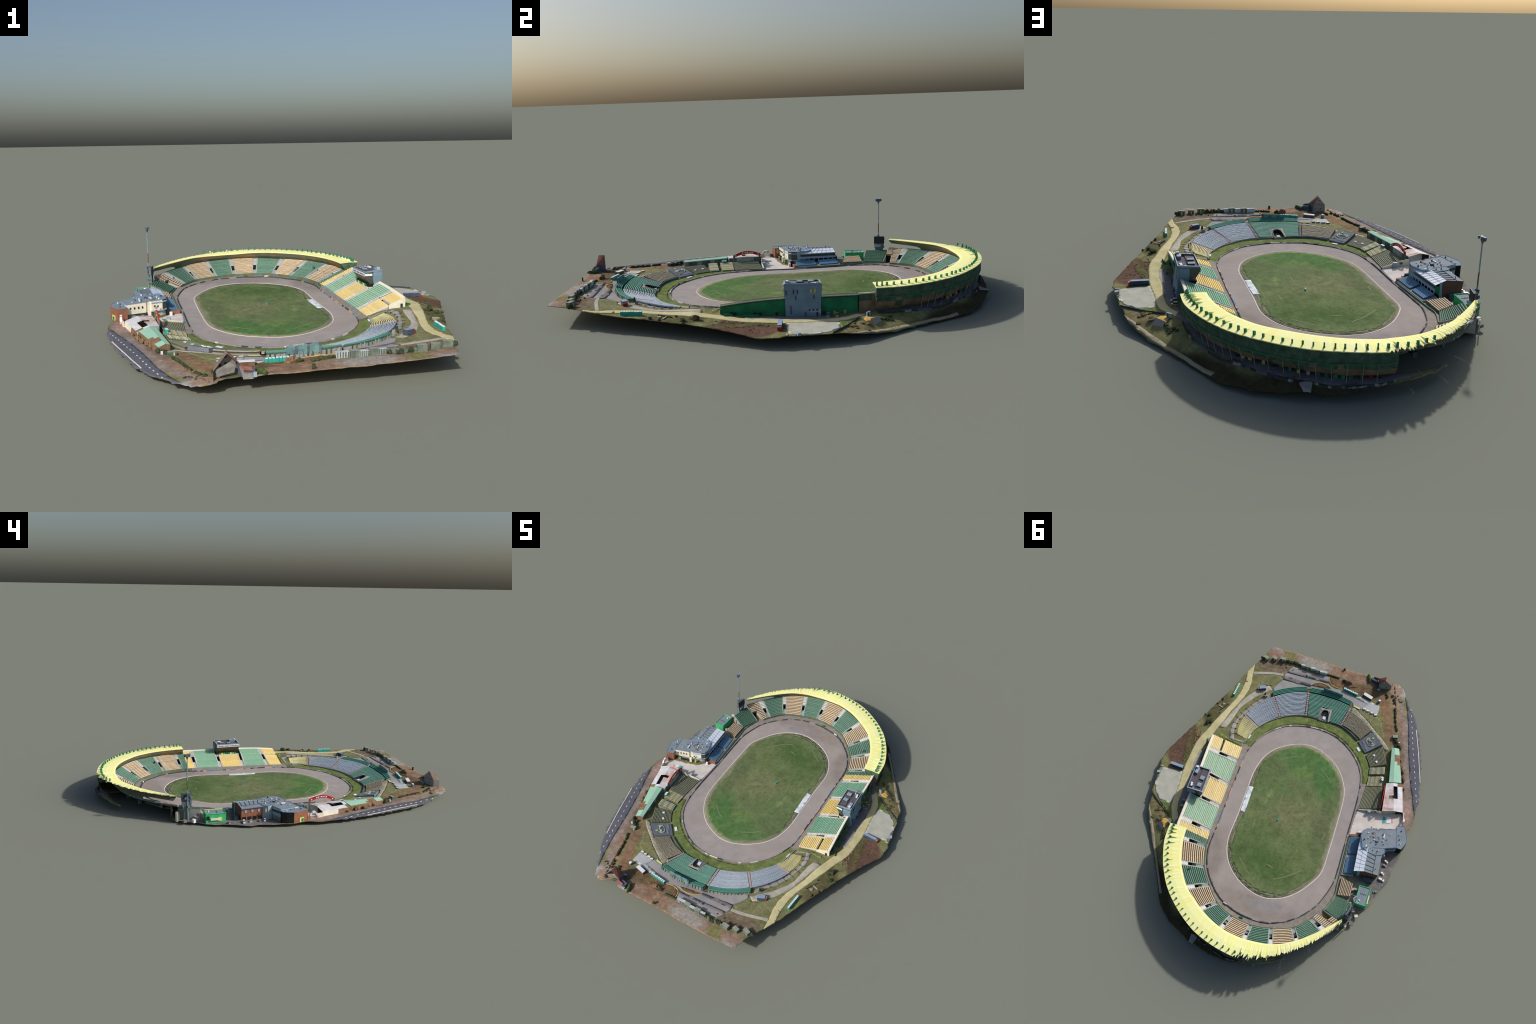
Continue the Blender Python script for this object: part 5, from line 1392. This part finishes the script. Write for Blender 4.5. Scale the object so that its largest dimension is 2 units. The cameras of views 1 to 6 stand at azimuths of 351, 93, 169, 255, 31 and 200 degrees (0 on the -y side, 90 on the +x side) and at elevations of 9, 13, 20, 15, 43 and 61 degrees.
b.box((-.585, .51, .012), (.03, .02, .02), 30, 'concrete_grey')
b.obj('yard_clutter')

# ------------------------------------------------------------------ sheds, arch and gate on the west side
def sheds():
    g = group('west_sheds')
    b = Builder(); n = 10
    lp = lambda a, c, k: tuple(np.array(a)*(1-k)+np.array(c)*k)
    eN, eS, rN, rS, wN, wS = (-.560, -.298, .052), (-.512, -.536, .046), (-.587, -.305, .0565), (-.530, -.540, .050), (-.630, -.323, .046), (-.556, -.547, .040)
    row = lambda a, c: [lp(a, c, k/n) for k in range(n+1)]
    def mt(i, j):
        return 'mint_tin' if i == 0 else ('dry_bush' if j in (5, 6, 7) else 'mint_tin')
    b.loft([row(eN, eS), row(rN, rS), row(lp(rN, wN, .5), lp(rS, wS, .5)), row(wN, wS)], lambda i, j: 'mint_tin' if i < 1 else ('dry_bush' if (6 <= j <= 7 and i == 1) or (5 <= j <= 7 and i == 2) else 'mint_tin'))
    b.loft([row(eN, eS), row((eN[0]-.001, eN[1], .0475), (eS[0]-.001, eS[1], .0415))], 'mint_tin')
    b.obj('sheet_roof', g)
    b = Builder()
    dn = lambda p: (p[0], p[1], h(p[0], p[1])-.002)
    e2 = row((eN[0]-.004, eN[1], .05), (eS[0]-.004, eS[1], .044))
    b.loft([e2, [(p[0], p[1], .012) for p in e2]], lambda i, j: 'shed_dark' if j % 3 else 'shed_wall')
    w2 = row(wN, wS); b.loft([w2, [(p[0]-.006, p[1], h(p[0], p[1])-.002) for p in w2]], lambda i, j: 'dry_bush')
    b.face([eN, rN, wN, dn(wN), dn(eN)], 'shed_wall'); b.face([eS, rS, wS, dn(wS), dn(eS)], 'dry_bush')
    b.obj('shed_wall', g)
    # tin shed with a missing roof panel
    b = Builder()
    eN, eS, rN, rS, wN, wS = (-.573, -.104, .054), (-.547, -.286, .053), (-.638, -.123, .0605), (-.586, -.300, .057), (-.688, -.139, .045), (-.638, -.318, .042)
    n = 9
    row = lambda a, c: [lp(a, c, k/n) for k in range(n+1)]
    rows = [row(eN, eS), row(lp(eN, rN, .5), lp(eS, rS, .5)), row(rN, rS), row(lp(rN, wN, .45), lp(rS, wS, .45)), row(wN, wS)]
    r = random.Random(4)
    for i in range(4):
        for j in range(n):
            if i == 2 and 4 <= j <= 7 or (i == 1 and j == 4): continue
            q = [rows[i][j], rows[i][j+1], rows[i+1][j+1], rows[i+1][j]]
            b.face(q, 'tin_rust' if (i < 2 and r.random() < .5) else ('dry_bush' if i == 3 and j > 7 else 'tin'))
    b.obj('tin_roof', g)
    b = Builder()
    b.loft([row(eN, eS), [(p[0], p[1], .012) for p in row(eN, eS)]], lambda i, j: 'shed_wall' if j % 2 else 'shed_dark')
    b.loft([row(wN, wS), [(p[0]-.004, p[1], h(p[0], p[1])-.002) for p in row(wN, wS)]], lambda i, j: 'white_wall' if j < 5 else 'dry_bush')
    b.face([wN, dn(wN), dn(lp(wN, rN, .8)), lp(wN, rN, .8)], 'dark_void'); b.face([lp(wN, rN, .8), dn(lp(wN, rN, .8)), dn(eN), eN, rN], 'shed_wall')
    b.face([eS, rS, wS, dn(wS), dn(eS)], 'shed_wall')
    b.face([(p[0], p[1], .024) for p in (rows[1][4], rows[1][8], rows[4][8], rows[4][4])], 'tarmac_dark')
    b.obj('shed_wall', g)
    # arched red banner standing on the eaves
    b = Builder(); a0, a1 = np.array((-.5435, -.262)), np.array((-.5565, -.108)); n = 16
    def arc(dx, drop):
        out = []
        for k in range(n+1):
            u = k/n; p = a0*(1-u)+a1*u; out.append((p[0]+dx, p[1], .068+.006*u+.021*math.sin(math.pi*u)-drop))
        return out
    b.loft([arc(0, .015), arc(0, 0), arc(-.004, 0), arc(-.004, .015), arc(0, .015)], 'red')
    for e in (0, -1):
        b.face([arc(0, .015)[e], arc(0, 0)[e], arc(-.004, 0)[e], arc(-.004, .015)[e]], 'red')
    b.obj('arched_banner', g)
    b = Builder(); A, C = arc(.001, .010), arc(.001, .005)
    for lo_, hi_, dx in ((arc(.0008, .0105), arc(.0008, .0045), 0), (arc(-.0048, .0105), arc(-.0048, .0045), 0)):
        for j in list(range(5, 12))+[1, 14]:
            a_, c_, e_, f_ = (np.array(v) for v in (lo_[j], lo_[j+1], hi_[j+1], hi_[j]))
            m_ = lambda p, q, t: tuple(p*(1-t)+q*t)
            b.face([m_(a_, c_, .15), m_(a_, c_, .8), m_(f_, e_, .8), m_(f_, e_, .15)], 'fence_red' if j % 3 == 0 else 'white')
    b.obj('banner_mark', g)
    b = Builder()
    for k in range(n):
        u = (k+.5)/n; p = a0*(1-u)+a1*u
        if k in (0, n-1): b.box((p[0]-.002, p[1], .012), (.004, .010, .055), 0, 'shed_dark')
    L = [(a0*(1-k/8)+a1*k/8) for k in range(9)]
    b.loft([[(p[0]-.001, p[1], .012) for p in L], [(p[0]-.001, p[1], .056+.003*math.sin(3.1416*k/8)) for k, p in enumerate(L)]], lambda i, j: 'shed_wall' if 1 <= j <= 5 else 'shed_dark')
    b.obj('banner_stand', g)
    # low white wall of the forecourt with its pylon
    b = Builder(); L = [(-.437, -.086), (-.47, -.092), (-.50, -.099), (-.53, -.104), (-.575, -.106)]; z = [.016, .022, .029, .036, .044]
    o = offset(L, .004)
    b.loft([[(x, y, h(x, y)-.002) for x, y in L], [(x, y, k) for (x, y), k in zip(L, z)], [(x, y, k) for (x, y), k in zip(o, z)], [(x, y, h(x, y)-.002) for x, y in o]], 'white_wall')
    b.box((-.503, -.088, .010), (.018, .014, .026), -10, 'panel_grey'); b.box((-.536, -.1005, .020), (.016, .003, .010), -6, 'back_green'); b.box((-.438, -.086, .008), (.006, .006, .010), 0, 'fence_blue')
    b.obj('forecourt_wall', g)
    # inflatable gate on the street side
    b = Builder(); n = 10
    arch = lambda r_, x, w: [(x+.0*k, -.083+r_*math.cos(math.pi*k/n)*1.0, .020+r_*1.35*math.sin(math.pi*k/n)+.004) for k in range(n+1)]
    b.loft([arch(.026, -.712, 0), arch(.026, -.702, 0), arch(.017, -.702, 0), arch(.017, -.712, 0), arch(.026, -.712, 0)], lambda i, j: 'white' if j % 3 else 'fence_red')
    o_ = b.obj('entrance_arch', g)
    b = Builder(); b.box((-.699, -.118, .016), (.004, .05, .026), 12, 'white_wall'); b.box((-.716, -.052, .016), (.012, .02, .020), 20, 'brick'); b.obj('street_wall', g)
sheds()

# ------------------------------------------------------------------ house on the south-west corner
def house():
    g = group('ruined_house')
    rN, rS = (-.347, -.936, .132), (-.347, -.968, .132)
    eN, eS = (-.313, -.926, .088), (-.300, -.972, .088); wN, wS = (-.388, -.948, .082), (-.394, -.982, .080)
    gz = lambda p: h(p[0], p[1])-.003
    b = Builder()
    up = lambda p, d=.002: (p[0], p[1], p[2]+d)
    for q in ([rN, rS, eS, eN], ): b.face([up(p) for p in q], 'roof_red')
    for q in ([rN, rS, wS, wN], ): b.face([up(p) for p in q], 'roof_brown')
    for q, m in (([rN, rS, eS, eN], 'roof_red'), ([rN, rS, wS, wN], 'roof_brown')):
        b.face([up(p, -.001) for p in q], m)
        for p1, p2 in zip(q, q[1:]+q[:1]): b.face([up(p1), up(p2), up(p2, -.001), up(p1, -.001)], m)
    b.obj('roof', g)
    b = Builder()
    dn = lambda p: (p[0], p[1], gz(p))
    b.face([rN, eN, dn(eN), dn(wN), wN], 'stone'); b.face([eN, dn(eN), dn(eS), eS], 'slate'); b.face([wN, dn(wN), dn(wS), wS], 'stone')
    # inside of the broken south side
    m = (-.350, -.968)
    b.face([(m[0]+.012, m[1]+.010, .100), (m[0]+.030, m[1]+.012, .084), (m[0]+.026, m[1]+.012, .064), (m[0]-.002, m[1]+.008, .060), (wS[0]+.012, wS[1]+.012, .056), (wS[0]+.008, wS[1]+.010, .080)], 'stone')
    for x, z in ((-.368, .082), (-.350, .085), (-.335, .08), (-.35, .108), (-.36, .06)):
        b.box((x, -.938+(x+.347)*.28+.0, z), (.006, .004, .008), 16, 'window')
    b.obj('wall', g)
    b = Builder()
    b.prism([(-.300, -.952), (-.257, -.960), (-.262, -.985), (-.295, -.982)], .05, .078, 'slate'); b.prism([(-.300, -.944), (-.268, -.950), (-.272, -.965), (-.302, -.962)], .05, .066, 'slate', 'container_dark')
    b.box((-.318, -.913, .045), (.02, .012, .014), 20, 'stone', 'panel_grey'); b.box((-.262, -.985, .055), (.012, .01, .016), 0, 'panel_grey')
    b.face([(-.31, -.972, .090), (-.272, -.978, .086), (-.268, -.990, .076), (-.300, -.990, .080)], 'roof_red'); b.face([(-.31, -.973, .088), (-.272, -.979, .084), (-.268, -.990, .05), (-.300, -.990, .05)], 'stone')
    b.obj('annex', g)
    b = Builder(); b.tube((-.315, -.935, .085), (-.315, -.935, .108), .002, .0015, 'window', 6); b.obj('chimney', g)
house()

# ------------------------------------------------------------------ planting as lumpy bodies
def lump(name, c, size, mat, seed, rot=0, parent=root, amp=.35, flat=.0):
    import bmesh
    bm = bmesh.new(); bmesh.ops.create_icosphere(bm, subdivisions=3, radius=1)
    cr, sr = math.cos(math.radians(rot)), math.sin(math.radians(rot))
    for v in bm.verts:
        k = 1+amp*mnoise.noise(v.co*1.9+Vector((seed, seed*1.7, 0)))+amp*.5*mnoise.noise(v.co*5+Vector((seed, 3, 1)))
        x, y, z = v.co.x*k*size[0], v.co.y*k*size[1], v.co.z*k*size[2]
        v.co = (c[0]+x*cr-y*sr, c[1]+x*sr+y*cr, max(c[2]+z+size[2]*.7, c[2]-.003))
    me = bpy.data.meshes.new(name); bm.to_mesh(me); bm.free(); me.materials.append(M[mat])
    o = bpy.data.objects.new(name, me); bpy.context.scene.collection.objects.link(o); o.parent = parent
    return o
M['scrub'] = patchy('dry_scrub', (98, 94, 66), (80, 78, 54), [], scale=90, fine=.3, bmp=.5)
M['mound'] = patchy('red_soil', (98, 76, 64), (82, 64, 54), [], scale=60, fine=.3, bmp=.5)
def g3(x, y, d=0): return (x, y, h(x, y)+d)
lump('hedge', g3(-.238, -.972), (.010, .030, .010), 'hedge', 1, 25)
for i, (x, y) in enumerate(((-.505, -.680), (-.495, -.70), (-.482, -.735), (-.472, -.765), (-.465, -.79), (-.458, -.815))): lump('hedge_row', g3(x, y), (.006, .016, .006), 'bush', i+3, 25)
for i, (x, y) in enumerate(((-.415, -.905), (-.44, -.865), (-.43, -.885), (-.385, -.885), (-.375, -.90))): lump('shrub', g3(x, y), (.008, .009, .006), 'bush', i+13, 25)
for i in range(7):
    u = i/6; x, y = -.470*(1-u)-.412*u, -.80*(1-u)-.97*u; lump('bank_scrub', g3(x, y), (.004, .012, .003), 'dry_bush', i+40, 20)
for i, (x, y, s, m) in enumerate(((-.635, -.36, .014, 'dry_bush'), (-.618, -.41, .012, 'dry_bush'), (-.60, -.44, .012, 'dry_bush'), (-.585, -.48, .010, 'dry_bush'), (-.655, -.30, .008, 'dry_bush'), (-.56, -.56, .011, 'bush'), (-.66, -.225, .006, 'bush'))):
    lump('roadside_scrub', g3(x, y), (s*.7, s*1.3, s*.9), m, i+60, 20)
for i, (x, y, s) in enumerate(((-.541, -.578, .010), (-.528, -.592, .009), (-.519, -.604, .009), (-.532, -.566, .008))): lump('shed_shrub', g3(x, y), (s, s*1.2, s*.9), 'bush', i+80, 20)
b = Builder(); b.box(g3(-.510, -.622), (.030, .020, .016), 15, 'shed_dark', 'hut_roof'); b.box(g3(-.503, -.625, .002), (.004, .012, .012), 15, 'lime'); b.box(g3(-.545, -.592), (.008, .006, .012), 10, 'white'); b.obj('stone_hut')
lump('tree_stump', g3(-.128, -.890), (.020, .007, .013), 'dry_bush', 5, 10, amp=.7)
lump('tree_stump', g3(-.098, -.895), (.012, .006, .010), 'bush', 25, 10, amp=.7)
b = Builder(); b.box(g3(-.070, -.978), (.010, .007, .017), 20, 'bush'); b.obj('notice_post')
# felled trunk faces and heaps on the eastern slope
def disc(c, r, m, n=12):
    b = Builder(); P = [(c[0]+.004*math.sin(k), c[1]+r[0]*math.cos(2*math.pi*k/n), c[2]+r[1]*(1+math.sin(2*math.pi*k/n))) for k in range(n)]
    Q = [(p[0]-.010, p[1]+.004, p[2]*.96+.002) for p in P]
    b.loft([P, Q], 'bush', True); b.face(P, m); b.face(Q[::-1], 'bush'); return b.obj('tree_remnant')
disc(g3(.606, -.318, .002), (.017, .0105), 'dry_bush'); lump('tree_remnant', g3(.588, -.325), (.012, .015, .008), 'bush', 7)
lump('tree_remnant', g3(.612, -.365), (.010, .010, .008), 'bush', 9)
for i, (x, y, s) in enumerate(((.578, -.505, .006), (.597, -.463, .005), (.56, -.40, .004), (.64, -.36, .005))): lump('scrub', g3(x, y), (s, s*1.3, s), 'bush', i+100)
for i in range(26):
    u = R.random(); x, y = .600+.02*R.random()-.012*u+.03*(u > .6), -.24+.22*u+R.uniform(-.01, .01); lump('scrub', g3(x+.014, y), (.0035, .006, .0014), 'scrub' if i % 2 else 'dry_bush', i+120)
for i in range(16):
    u = R.random(); x = .735-.095*u+R.uniform(-.035, .01); y = -.01-.25*u+R.uniform(-.01, .03)
    lump('scrub', g3(x, y), (.005, .0035, .0010), R.choice(['mound', 'mound', 'dry_bush']), i+160, R.uniform(0, 90))
for i in range(10):
    u = i/9; x, y = .534+(.566-.534)*u, -.478+(-.418+.478)*u
    lump('planted_shrub', g3(x, y), (.003, .003, .003), 'bush', i+220)
for i in range(14):
    x, y = .625+R.uniform(-.02, .05), .335+R.uniform(-.03, .06); lump('bank_scrub', g3(x, y), (.010, .008, .0025), R.choice(['scrub', 'scrub', 'dry_bush']), i+240, R.uniform(0, 90))
for i in range(9):
    x, y = .52+R.uniform(-.03, .02), .48+R.uniform(-.02, .03); lump('bank_scrub', g3(x+.03, y-.03), (.008, .008, .003), 'bush', i+260)
for i, (x, y) in enumerate(((.322, -.868), (.285, -.862), (.35, -.865), (.24, -.86))): lump('shrub', g3(x, y), (.003, .003, .004), 'bush', i+280)
for i in range(6):
    lump('verge_shrub', g3(-.455+R.uniform(-.03, .05), -.35+R.uniform(-.02, .02)-.55), (.004, .004, .003), 'bush', 300+i)

# ------------------------------------------------------------------ huts and sheds of the southern border
b = None
for i, (x, y, sx, sy, hh, m, t, rot) in enumerate(((.428, -.878, .036, .020, .026, 'hut', 'hut_roof', -20), (.376, -.894, .032, .020, .024, 'hut', 'hut_roof', -12), (.323, -.906, .036, .020, .026, 'hut', 'hut_roof', -4),
        (.184, -.905, .030, .012, .022, 'hut_white', 'hut_white', 2), (.153, -.905, .030, .020, .026, 'hut', 'hut_roof', 2), (.120, -.905, .034, .014, .024, 'hut_white', 'hut_white', 2),
        (.087, -.903, .031, .020, .026, 'hut', 'hut_roof', 3), (.047, -.900, .046, .014, .024, 'hut_white', 'hut_white', 4))):
    b = Builder(); b.box(g3(x, y, -.002), (sx, sy, hh), rot, m, t)
    if m == 'hut_white':
        for q in range(5): b.box((x-sx*.4+sx*.2*q, y-sy*.5-.001, h(x, y)+.002), (.003, .003, hh*.8), rot, 'shed_dark')
    else:
        b.box((x, y+sy*.5, h(x, y)), (.006, .002, hh*.7), rot, 'lime')
    b.obj('garden_hut')
for i in range(9):
    u = i/8; x, y = .300-.10*u, -.908+.004*math.sin(i); lump('hedge_clump', g3(x, y), (.009, .008, .010+.003*math.sin(i*2.3)), 'bush' if i % 3 else 'hut', i+320, parent=root, amp=.5)
for i in range(6):
    u = i/5; x, y = .018-.07*u, -.899-.004*u; lump('hedge_clump', g3(x, y), (.009, .006, .006), 'bush', i+340)
lump('hedge_clump', g3(.452, -.872), (.016, .008, .010), 'bush', 351, -30)

# ------------------------------------------------------------------ temporary structures and vehicles
def cabins(name, a, c, n, w, hh):
    b = Builder(); a, c = np.array(a), np.array(c); d = (c-a)/np.linalg.norm(c-a); ang = math.degrees(math.atan2(d[1], d[0])); L = np.linalg.norm(c-a)/n
    for k in range(n):
        p = a+(c-a)*(k+.5)/n
        b.box(g3(p[0], p[1], -.001), (L*.93, w, hh), ang, 'teal'); b.box(g3(p[0], p[1], hh-.001), (L*.7, w*.8, .002), ang, 'white')
    return b.obj(name)
cabins('toilet_row', (-.108, -.842), (-.204, -.829), 8, .012, .015)
cabins('toilet_row', (.525, -.548), (.521, -.640), 8, .012, .017)
def truck(c, L, w, hh, rot, body, top, nose):
    b = Builder(); r = math.radians(rot); d = (math.cos(r), math.sin(r))
    b.box((c[0], c[1], c[2]+.002), (L, w, hh), rot, body, top)
    b.box((c[0]+d[0]*(L/2+.004), c[1]+d[1]*(L/2+.004), c[2]+.001), (.008, w*.9, hh*.8), rot, nose, 'fence_red')
    for k in (-.35, -.2, .3):
        for s in (-1, 1):
            b.box((c[0]+d[0]*L*k-d[1]*s*w*.48, c[1]+d[1]*L*k+d[0]*s*w*.48, c[2]-.0005), (.006, .002, .005), rot, 'black')
    return b.obj('lorry')
truck(g3(.655, .027), .076, .018, .019, -2, 'container_dark', 'container_blue', 'red')
truck(g3(.372, -.660), .040, .023, .021, 25, 'container_dark', 'container_blue', 'red')
def car(c, L, w, hh, rot, m, name='car'):
    b = Builder(); r = math.radians(rot); d = np.array((math.cos(r), math.sin(r)))
    b.box((c[0], c[1], c[2]+.001), (L, w, hh*.55), rot, m)
    p = np.array(c[:2])-d*L*.06
    q = [(-L*.42, 0), (L*.30, 0), (L*.18, hh*.42), (-L*.36, hh*.42)]
    z = c[2]+.001+hh*.55; nr = np.array((-d[1], d[0]))*w*.44
    lo = [(p[0]+d[0]*x+s*nr[0], p[1]+d[1]*x+s*nr[1], z+y) for s in (-1, 1) for x, y in q]
    b.face(lo[:4], 'window'); b.face(lo[4:], 'window')
    for i, j, mm in ((0, 1, m), (1, 2, 'window'), (2, 3, m), (3, 0, 'window')):
        b.face([lo[i], lo[j], lo[j+4], lo[i+4]], mm)
    for k in (-.3, .3):
        for s in (-1, 1): b.box((c[0]+d[0]*L*k-d[1]*s*w*.5, c[1]+d[1]*L*k+d[0]*s*w*.5, c[2]-.0005), (L*.16, .0012, hh*.35), rot, 'black')
    return b.obj(name)
car(g3(.523, .222), .030, .0125, .015, -4, 'car_grey', 'van'); car(g3(.523, .259), .028, .0125, .015, -3, 'car_yellow', 'van')
car(g3(-.681, .172), .024, .011, .011, 160, 'car_white'); car(g3(-.680, .198), .022, .011, .010, 165, 'car_grey'); car(g3(-.681, .247), .020, .011, .011, 160, 'car_white'); car(g3(-.684, .284), .034, .012, .012, 172, 'car_white', 'van'); car(g3(-.672, .362), .018, .010, .009, 30, 'car_grey')
tent = Builder(); P = [(-.242, -.858), (-.240, -.838), (-.296, -.823), (-.302, -.843)]
tent.prism(P, lambda x, y: h(x, y), lambda x, y: h(x, y)+.015, 'dirt', 'white'); tent.prism([(p[0]*1.0, p[1]) for p in P], lambda x, y: h(x, y)+.014, lambda x, y: h(x, y)+.017, 'white'); tent.obj('party_tent')
b = Builder(); c = g3(-.347, -.834); n = 8
b.tube(c, (c[0], c[1], c[2]+.015), .0085, .0085, 'fence_blue', 8); b.tube((c[0], c[1], c[2]+.015), (c[0], c[1], c[2]+.018), .009, .007, 'white', 8); b.obj('water_butt')
for x, y in ((-.274, -.748), (-.298, -.743), (-.326, -.738), (-.351, -.733)):
    b = Builder(); b.box(g3(x, y), (.017, .011, .007), 12, 'hut', 'white_wall'); b.obj('planter')
b = Builder(); P = [(-.203, -.752), (-.248, -.744), (-.246, -.733), (-.205, -.742)]; b.prism(P, .040, .048, 'hedge', 'lime'); b.obj('clipped_hedge')
# billboard frame above the green terrace
b = Builder(); A_, C_ = np.array((.006, -.783)), np.array((-.120, -.780))
for k in range(12):
    u = (k+.5)/12; p = A_*(1-u)+C_*u; z0 = h(p[0], p[1]); zt = .093-.008*u+.004*mnoise.noise((k*1.3, 2, 2))
    b.box((p[0], p[1], z0+.012), (.0105, .004, zt-z0-.012), 0, 'net' if k % 4 else 'screen_body')
    if k % 3 == 0: b.box((p[0], p[1], z0-.001), (.003, .003, .02), 0, 'screen_body'); b.tube((p[0], p[1]-.02, z0), (p[0], p[1], z0+.03), .001, .001, 'screen_body', 5)
b.obj('billboard')
b = Builder()
b.box(g3(.558, -.470), (.016, .012, .005), 20, 'wood'); b.obj('picnic_table')
b = Builder(); b.box(g3(.569, -.446), (.036, .007, .004), -58+40, 'wood'); b.obj('long_bench')
b = Builder(); b.box(g3(.488, -.68), (.016, .003, .006), -10, 'fence_red'); b.obj('barrier')
# east side: fences, panels, ramp
b = Builder(); L = catmull([(.729, .232), (.70, .252), (.668, .275), (.62, .307), (.577, .335), (.565, .345)], 4)
o = offset(L, .002)
b.loft([[(x, y, h(x, y)) for x, y in L], [(x, y, h(x, y)+.007) for x, y in L], [(x, y, h(x, y)+.007) for x, y in o], [(x, y, h(x, y)) for x, y in o]], 'fence_dark'); b.obj('slope_fence')
b = Builder(); L = catmull([(.502, .428), (.492, .50), (.475, .581), (.43, .66), (.393, .722), (.337, .79), (.251, .873), (.19, .91)], 6); o = offset(L, .003); r = random.Random(9)
mats = []; cur = 'fence_dark'
for j in range(len(L)):
    cur = r.choice(['fence_dark', 'fence_dark', 'fence_dark', 'fence_grey', 'bush', 'fence_dark', 'wall_blue']) if r.random() < .7 else cur
    mats.append(cur)
hh = [r.uniform(.006, .010) for _ in L]
b.loft([[(x, y, h(x, y)-.002) for x, y in L], [(x, y, h(x, y)+k) for (x, y), k in zip(L, hh)], [(x, y, h(x, y)+k) for (x, y), k in zip(o, hh)], [(x, y, h(x, y)-.002) for x, y in o]], lambda i, j: mats[j]); b.obj('bank_fence')
b = Builder(); L = catmull([(.132, .938), (.08, .955), (.02, .972), (-.047, .985), (-.12, .972)], 6); o = offset(L, .003)
mats2 = [r.choice(['fence_dark', 'fence_grey', 'wall_blue', 'fence_dark', 'bush']) for _ in L]
hh = [r.uniform(.003, .009) for _ in L]
b.loft([[(x, y, h(x, y)-.002) for x, y in L], [(x, y, h(x, y)+k) for (x, y), k in zip(L, hh)], [(x, y, h(x, y)+k) for (x, y), k in zip(o, hh)], [(x, y, h(x, y)-.002) for x, y in o]], lambda i, j: mats2[j]); b.obj('bank_fence')
b = Builder(); b.prism([(.565, .424), (.599, .388), (.622, .412), (.592, .452)], lambda x, y: 0.012, lambda x, y: .054-((x-.582)*.7+(y-.406)*.72)*1.05, 'dirt', 'concrete_grey'); b.obj('bmx_ramp')
b = Builder(); b.box((.548, .384, .050), (.024, .006, .018), -40, 'panel_grey'); b.box((.553, .382, .050), (.003, .008, .016), -40, 'window'); b.obj('start_gate')
for a, c in (((.554, -.206), (.541, -.17)), ((.541, -.13), (.538, -.06))):
    b = Builder(); b.loft([[(a[0], a[1], h(*a)), (c[0], c[1], h(*c))], [(a[0], a[1], h(*a)+.012), (c[0], c[1], h(*c)+.012)], [(a[0]+.003, a[1], h(*a)+.012), (c[0]+.003, c[1], h(*c)+.012)], [(a[0]+.003, a[1], h(*a)), (c[0]+.003, c[1], h(*c))]], 'back_green'); b.obj('green_fence')
drape('walkway_slab', [(.575, -.12), (.556, -.115), (.552, -.03), (.552, .03), (.574, .02), (.577, -.05)], 'concrete', .0018, .014)
b = Builder(); b.box(g3(.747, .10), (.016, .014, .010), 20, 'panel_grey'); b.box(g3(.742, .09), (.004, .012, .004), 40, 'panel_grey'); b.box(g3(.735, .17), (.003, .03, .004), 12, 'fence_white'); b.box(g3(.745, .055), (.02, .006, .003), 0, 'concrete'); b.obj('rubble')
b = Builder(); b.box((.318, .612, .090), (.010, .008, .016), 40, 'container_dark'); b.obj('camera_stand')
b = Builder(); b.box(g3(.07, .712, .004), (.022, .004, .006), -14, 'white'); b.box(g3(-.04, .752), (.02, .008, .008), 0, 'back_green'); b.obj('fence_board')

# ------------------------------------------------------------------ keep the lowest point on the ground plane
bpy.context.view_layer.update()
lowest = 1e9
for o in bpy.data.objects:
    if o.type == 'MESH':
        mw = np.array(o.matrix_world); co = np.empty(len(o.data.vertices)*3, np.float32); o.data.vertices.foreach_get('co', co)
        if len(co): lowest = min(lowest, float((co.reshape(-1, 3)@mw[2, :3]+mw[2, 3]).min()))
print('LOWEST', lowest)
